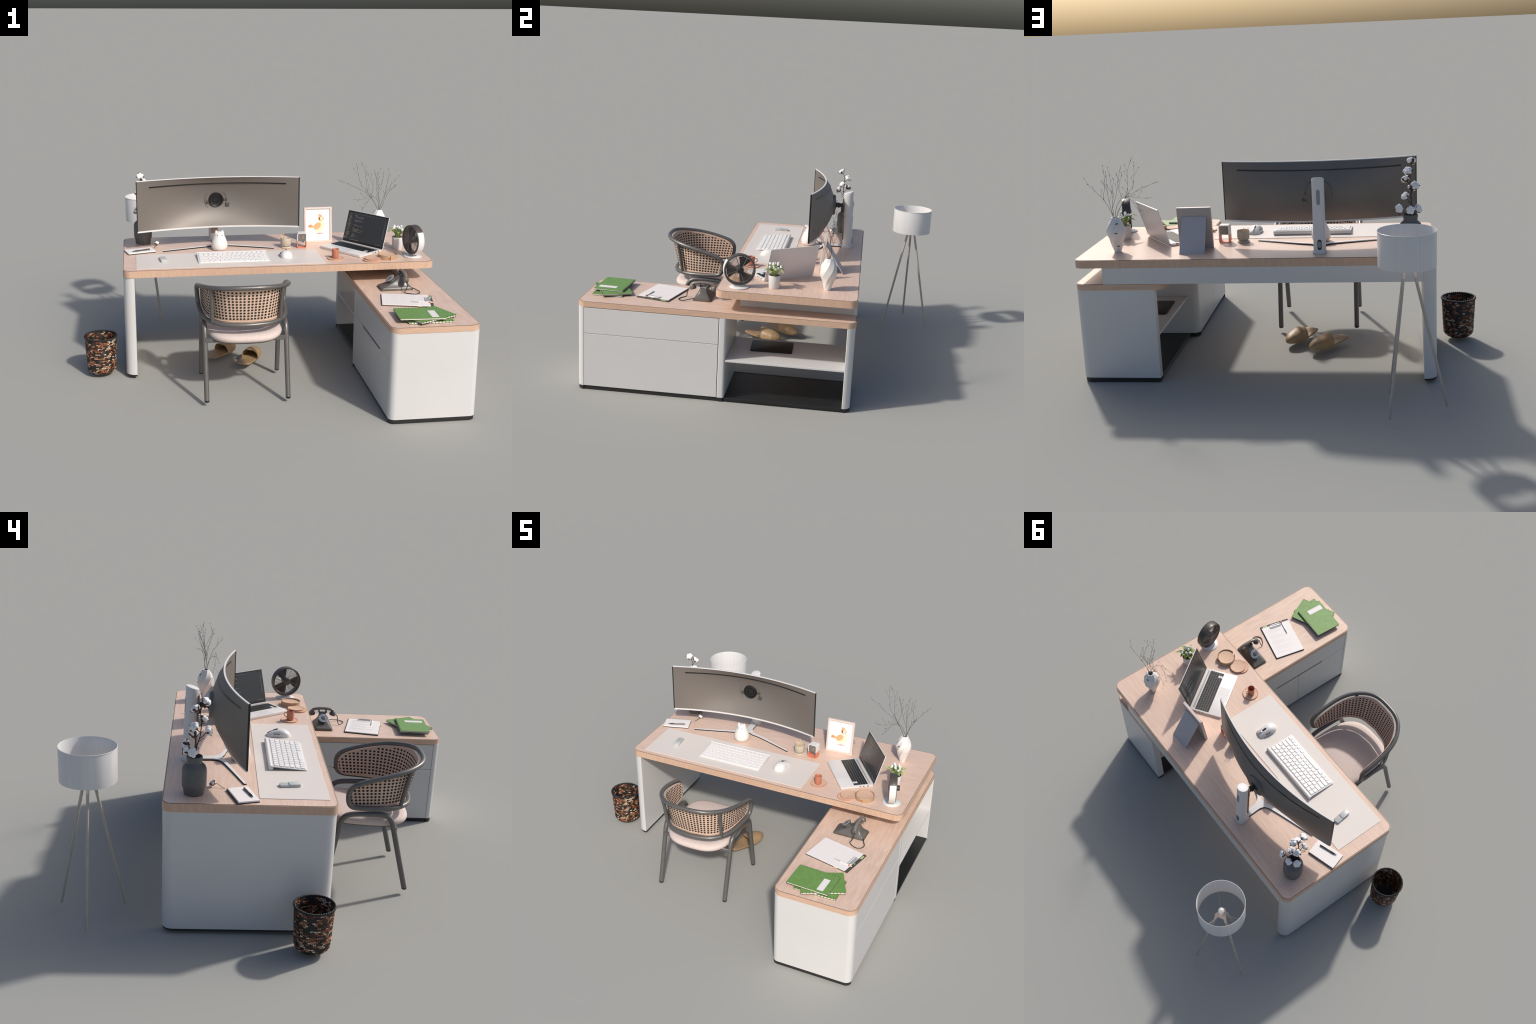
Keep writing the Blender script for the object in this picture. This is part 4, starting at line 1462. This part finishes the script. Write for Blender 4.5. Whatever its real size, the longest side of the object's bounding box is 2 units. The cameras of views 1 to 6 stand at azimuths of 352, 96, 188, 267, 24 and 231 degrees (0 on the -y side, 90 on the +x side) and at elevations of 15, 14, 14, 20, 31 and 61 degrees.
# small dark cracks printed on the glaze
bm = NB()
for a, z, l, ang in ((-1.95, .120, .013, .1), (2.0, .150, .012, .1), (1.85, .104, .016, .05), (2.05, .036, .014, -.1)):
    r = 0.0
    for (r0, z0, _), (r1, z1, _) in zip(pp, pp[1:]):
        if z0 <= z <= z1:
            r = r0 + (r1 - r0) * (z - z0) / (z1 - z0)
    r *= .965
    c = V3((r * cos(a), r * sin(a), z)); t = V3((-sin(a), cos(a), 0))
    n = V3((cos(a), sin(a), 0))
    vs = []
    for dn in (-.003, .0012):
        for du, dz in ((-l / 2, -.0018), (l / 2, -.0018 + ang * l), (l / 2, .0016 + ang * l), (-l / 2, .0022)):
            vs.append(bm.verts.new(c + n * dn + t * du + V3((0, 0, dz))))
    for q in ((3, 2, 1, 0), (4, 5, 6, 7), (0, 1, 5, 4), (1, 2, 6, 5), (2, 3, 7, 6), (3, 0, 4, 7)):
        bm.faces.new([vs[k] for k in q])
obj('glaze_mark', bm, M_blackpl, tv, 40)
M_twig = material('dark_twig', (66, 60, 56), .8)
W4 = lambda p: V3((p[0] - .816, p[1] - .351, p[2] - TZ))
mains = [
    [(.814, .352, .79), (.800, .350, .835), (.770, .348, .880), (.722, .346, .926), (.660, .365, .956), (.583, .387, .991)],
    [(.812, .350, .79), (.798, .350, .84), (.765, .352, .89), (.742, .357, .93), (.732, .362, 1.0), (.728, .368, 1.04), (.706, .372, 1.098)],
    [(.770, .350, .882), (.735, .352, .935), (.705, .37, .965), (.692, .385, 1.02), (.684, .395, 1.075)],
    [(.820, .348, .79), (.812, .340, .845), (.795, .325, .885), (.760, .300, .905), (.715, .283, .895), (.663, .275, .890)],
    [(.762, .301, .905), (.735, .300, .880), (.715, .305, .845), (.700, .310, .826)],
    [(.820, .352, .79), (.832, .358, .84), (.862, .370, .905), (.895, .385, .948), (.927, .399, .988)],
    [(.862, .370, .905), (.860, .350, .95), (.862, .325, 1.0), (.870, .308, 1.038)],
    [(.822, .349, .79), (.838, .335, .85), (.852, .318, .90), (.866, .290, .94), (.890, .262, .970)],
    [(.818, .354, .79), (.822, .360, .86), (.812, .362, .93), (.815, .380, .99), (.811, .393, 1.035)],
    [(.822, .360, .86), (.800, .345, .93), (.790, .325, 1.0), (.780, .317, 1.048)],
    [(.812, .362, .93), (.835, .365, .97), (.842, .36, 1.02)],
    [(.765, .352, .89), (.780, .36, .95), (.765, .38, 1.0), (.75, .39, 1.03)]]
rnd = random.Random(8)
bm = NB()
for br in mains:
    P = catmull([W4(p) for p in br], 6)
    P = [p + V3((rnd.uniform(-1, 1), rnd.uniform(-1, 1), rnd.uniform(-1, 1))) * .0012 for p in P]
    n = len(P)
    thick = .0012 if br[0][2] < .8 else .0009
    tube(bm, P, [max(.00042, thick * (1 - .7 * i / (n - 1))) for i in range(n)], 6)
    tips = [(P[-1], (P[-1] - P[-2]).normalized())]
    for i in range(int(n * .4), n - 2, 4):
        d = (P[i + 1] - P[i]).normalized()
        d2 = (d + V3((rnd.uniform(-1, 1), rnd.uniform(-1, 1), rnd.uniform(-.2, .9))) * .8).normalized()
        L = rnd.uniform(.018, .050)
        q = [P[i], P[i] + d2 * L * .5 + V3((0, 0, .002)), P[i] + d2 * L + V3((0, 0, .006))]
        tube(bm, catmull(q, 3), [.0006, .00055, .0005, .00045, .0004, .0004, .00035], 5)
        tips.append((q[-1], d2))
    for p, d in tips:
        qd = V3((0, 0, 1)).rotation_difference(d)
        ellipsoid(bm, p, .0014, .0014, .0036, 6, 5, rot=qd)
obj('twigs', bm, M_twig, tv, 60, kind='stuff')

# ================================================================ telephone
ph = thing('rotary_telephone', 'vintage dark rotary dial telephone with handset', 'telephone', (.741, -.340, .5107))
M_ph = material('phone_bakelite', (88, 86, 84), .32, rgb2=(98, 95, 92), noise=20)
M_handset = material('handset_bakelite', (112, 105, 99), .3, rgb2=(122, 114, 107), noise=20)
M_brass = material('worn_brass', (150, 124, 84), .4, metal=.5)
bm = NB()
prism(bm, rrect(-.095, -.052, .091, .052, .011, 5), .0, .0045, .0012, 2)
prism(bm, rrect(-.092, -.049, .088, .049, .010, 5), .0045, .0064, .0006, 1)
obj('base_plate', bm, M_ph, ph, 40)
bm = NB(); tube(bm, [(x, y, .0065) for x, y in rrect(-.091, -.048, .087, .048, .010, 5)], .0012, 6, closed=True)
obj('base_trim', bm, M_brass, ph)
# body: stacked rounded rectangles with concave flanks
bm = NB()
lv = [(.0065, -.090, .086, .047, .010), (.013, -.089, .085, .0465, .010), (.017, -.080, .078, .042, .012), (.026, -.058, .068, .036, .012), (.036, -.036, .060, .030, .012), (.048, -.014, .054, .025, .010), (.060, .004, .050, .0215, .008), (.070, .016, .046, .0205, .007), (.0735, .019, .044, .019, .006)]
rings = []
for z, x0, x1, hy, r in lv:
    rings.append([bm.verts.new((x, y, z)) for x, y in rrect(x0, -hy, x1, hy, r, 5)])
n = len(rings[0])
for A, B in zip(rings, rings[1:]):
    for i in range(n):
        bm.faces.new((A[i], A[(i + 1) % n], B[(i + 1) % n], B[i]))
bm.faces.new(rings[0][::-1]); bm.faces.new(rings[-1])
obj('phone_body', bm, M_ph, ph, 50)
# dial on the sloping front
dq = V3((0, 0, 1)).rotation_difference(V3((-.62, 0, .78)).normalized())
DM = Matrix.Translation((-.033, .001, .058)) @ dq.to_matrix().to_4x4()
M_dial = material('dial_silver', (176, 188, 198), .35, metal=.4)
bm = NB(); lathe(bm, [(.021, -.026), (.022, -.010), (.0265, -.003), (.0285, -.001), (.0285, .001), (0, .001)], 36); transform(bm, DM)
obj('dial_cup', bm, M_ph, ph, 40)
bm = NB(); lathe(bm, [(.0145, .0012), (.0145, .0028), (.0275, .0028), (.0285, .0016), (.0280, .0008)], 40); transform(bm, DM)
obj('dial_wheel', bm, M_dial, ph, 40)
bm = NB(); lathe(bm, [(0, .0026), (.0125, .0026), (.0142, .0014)], 30); transform(bm, DM)
obj('dial_hub', bm, M_ph, ph, 40)
bm = NB()
for k in range(11):
    a = 2 * pi * k / 12 + .4
    lathe(bm, [(.0027, .0026), (.0027, .0034), (0, .0034)], 10, c=(.0212 * cos(a), .0212 * sin(a)))
transform(bm, DM); obj('finger_hole', bm, M_dark, ph, 40)
# cradle
bm = NB()
box(bm, .022, -.023, .073, .044, .023, .077, .0015, 1)
for s in (-1, 1):
    box(bm, .022, s * .021 - .004, .075, .058, s * .021 + .004, .087, .002, 2)
obj('cradle', bm, M_ph, ph, 40)
bm = NB(); box(bm, .0445, -.016, .060, .0475, .016, .071, .0008, 1)
obj('metal_plate', bm, M_dial, ph, 40)
# handset along y
bm = NB()
hs = catmull([(.040, -.069, .078), (.040, -.052, .0895), (.041, -.025, .0955), (.041, 0, .0965), (.041, .025, .0955), (.042, .052, .0890), (.043, .066, .077)], 6)
sec = [(.0100 * cos(2 * pi * k / 12), .0082 * sin(2 * pi * k / 12)) for k in range(12)]
tube(bm, hs, 1.0, section=[(s[0], s[1]) for s in sec], round_cap=False)
obj('handset_grip', bm, M_handset, ph, 60)
for s, x in ((-1, .039), (1, .043)):
    bm = NB(); lathe(bm, [(0, .015), (.009, .014), (.0145, .008), (.0180, -.001), (.0192, -.008), (.0180, -.013), (.011, -.015), (0, -.015)], 28)
    transform(bm, Matrix.Translation((x, s * .062, .069)) @ Matrix.Rotation(radians(-14 * s), 4, 'X'))
    obj('handset_cup', bm, M_ph, ph, 50)
bm = NB()
tube(bm, catmull([(.042, -.078, .062), (.044, -.090, .048), (.036, -.094, .020), (.026, -.100, .0045), (.050, -.122, .003), (.080, -.132, .003), (.105, -.118, .004), (.110, -.095, .006), (.098, -.072, .010), (.090, -.055, .012), (.084, -.045, .012)], 6), .0024, 8)
obj('phone_cord', bm, M_dark, ph, 60)

# ================================================================ clipboard
cb = thing('clipboard', 'dark clipboard with printed paper and metal clip', 'clipboard', (.738, -.580, .5107), atan2(-.063, .267))
M_board = material('board_charcoal', (72, 68, 64), .6)
bm = NB(); prism(bm, rrect(-.137, -.098, .137, .098, .003, 3), 0, .0045, .0008, 1)
obj('board', bm, M_board, cb, 40)
bm = NB(); prism(bm, rrect(-.134, -.096, .119, .094, .001, 2), .0047, .0095, .0004, 1)
obj('paper_stack', bm, M_paper, cb, 40)
bm = NB()
for i in range(26):
    x = .092 - i * .0078
    rr = random.Random(i)
    ln = rr.uniform(.03, .06) if i % 6 == 0 else rr.uniform(.07, .135)
    if i % 6 != 5:
        box(bm, x, .076 - .004, .0096, x + .0008, .076, .0098)
        box(bm, x, .070 - ln, .0096, x + .0008, .070, .0098)
transform(bm, Matrix.Rotation(0, 4, 'Z'))
M_text = material('pale_print', (216, 209, 207), .8)
obj('printed_text', bm, M_text, cb, 0, kind='stuff')
bm = NB()
tube(bm, [(x, y, .0135) for x, y in rrect(.098, -.036, .116, .036, .006, 4)], .0020, 8, closed=True)
box(bm, .104, -.034, .0096, .124, .034, .0125, .001, 1)
obj('metal_clip', bm, M_silver, cb, 40)
M_tab = material('pale_green_label', (178, 200, 146), .6)
bm = NB(); box(bm, .123, .050, .0045, .133, .082, .0052); box(bm, .123, -.012, .0045, .130, -.004, .0052)
obj('board_label', bm, M_tab, cb, 0)
bm = NB(); box(bm, .062, -.106, .0046, .074, -.092, .0056); obj('index_tab', bm, M_tab, cb, 0)
bm = NB(); box(bm, .050, -.106, .0046, .061, -.092, .0056); obj('index_tab', bm, material('salmon_tab', (232, 186, 160), .6), cb, 0)
M_penw = material('pen_white', (226, 220, 214), .4); M_pengrip = material('pen_grey', (176, 172, 172), .4)
e = pen('pencil', 'slim white pen with a red ring', (.856, -.6555, .5204), (.742, -.627, .5204), .0030, [M_penw, M_pengrip], clip=False)
bm = NB(); lathe(bm, [(.0032, .012), (.0034, .013), (.0034, .021), (.0032, .022)], 12); transform(bm, Matrix.Translation((0, 0, .0030)) @ Matrix.Rotation(pi / 2, 4, 'Y'))
obj('red_ring', bm, material('red_plastic', (222, 96, 70), .4), e)

# ================================================================ notebooks
def notebook(c, rot, z, lab=False):
    nb = thing('spiral_notebook', 'green covered spiral notebook', 'notebook', (c[0], c[1], z), rot)
    L, W = .1175, .0845     # half sizes; the spiral runs along local +y
    bm = NB(); prism(bm, rrect(-L, -W, L, W, .003, 3), 0, .0012)
    obj('cover_board', bm, M_dark, nb, 30)
    bm = NB(); prism(bm, rrect(-L + .002, -W + .002, L - .002, W - .001, .002, 2), .0013, .0076)
    obj('page_block', bm, M_page, nb, 30)
    bm = NB(); prism(bm, rrect(-L, -W, L, W, .003, 3), .0077, .0092)
    obj('green_cover', bm, M_green, nb, 30)
    bm = NB()
    for i in range(13):
        x = -L + .010 + (2 * L - .020) * i / 12
        tube(bm, [(x, W - .003 + .0055 * cos(a), .0048 + .0058 * sin(a)) for a in [2 * pi * k / 12 for k in range(12)]], .0010, 6, closed=True)
    obj('spiral_binding', bm, M_dark, nb, kind='stuff')
    if lab:
        bm = NB(); box(bm, .048, -.068, .0092, .084, .034, .0097); obj('label', bm, M_paper, nb, 0)
        bm = NB()
        for x in (.053, .059, .073, .079):
            box(bm, x, -.064, .00965, x + .0008, .030, .0099)
        obj('label_line', bm, M_ink, nb, 0)
    return nb


notebook((.757, -.866), radians(181.2 - 1), .5108)
bpy.data.objects['spiral_notebook'].name = 'spiral_notebook'
notebook((.7665, -.8585), atan2(.10, .214) + pi, .5208)
notebook((.7185, -.8655), atan2(-.0125, .235), .5308, True)
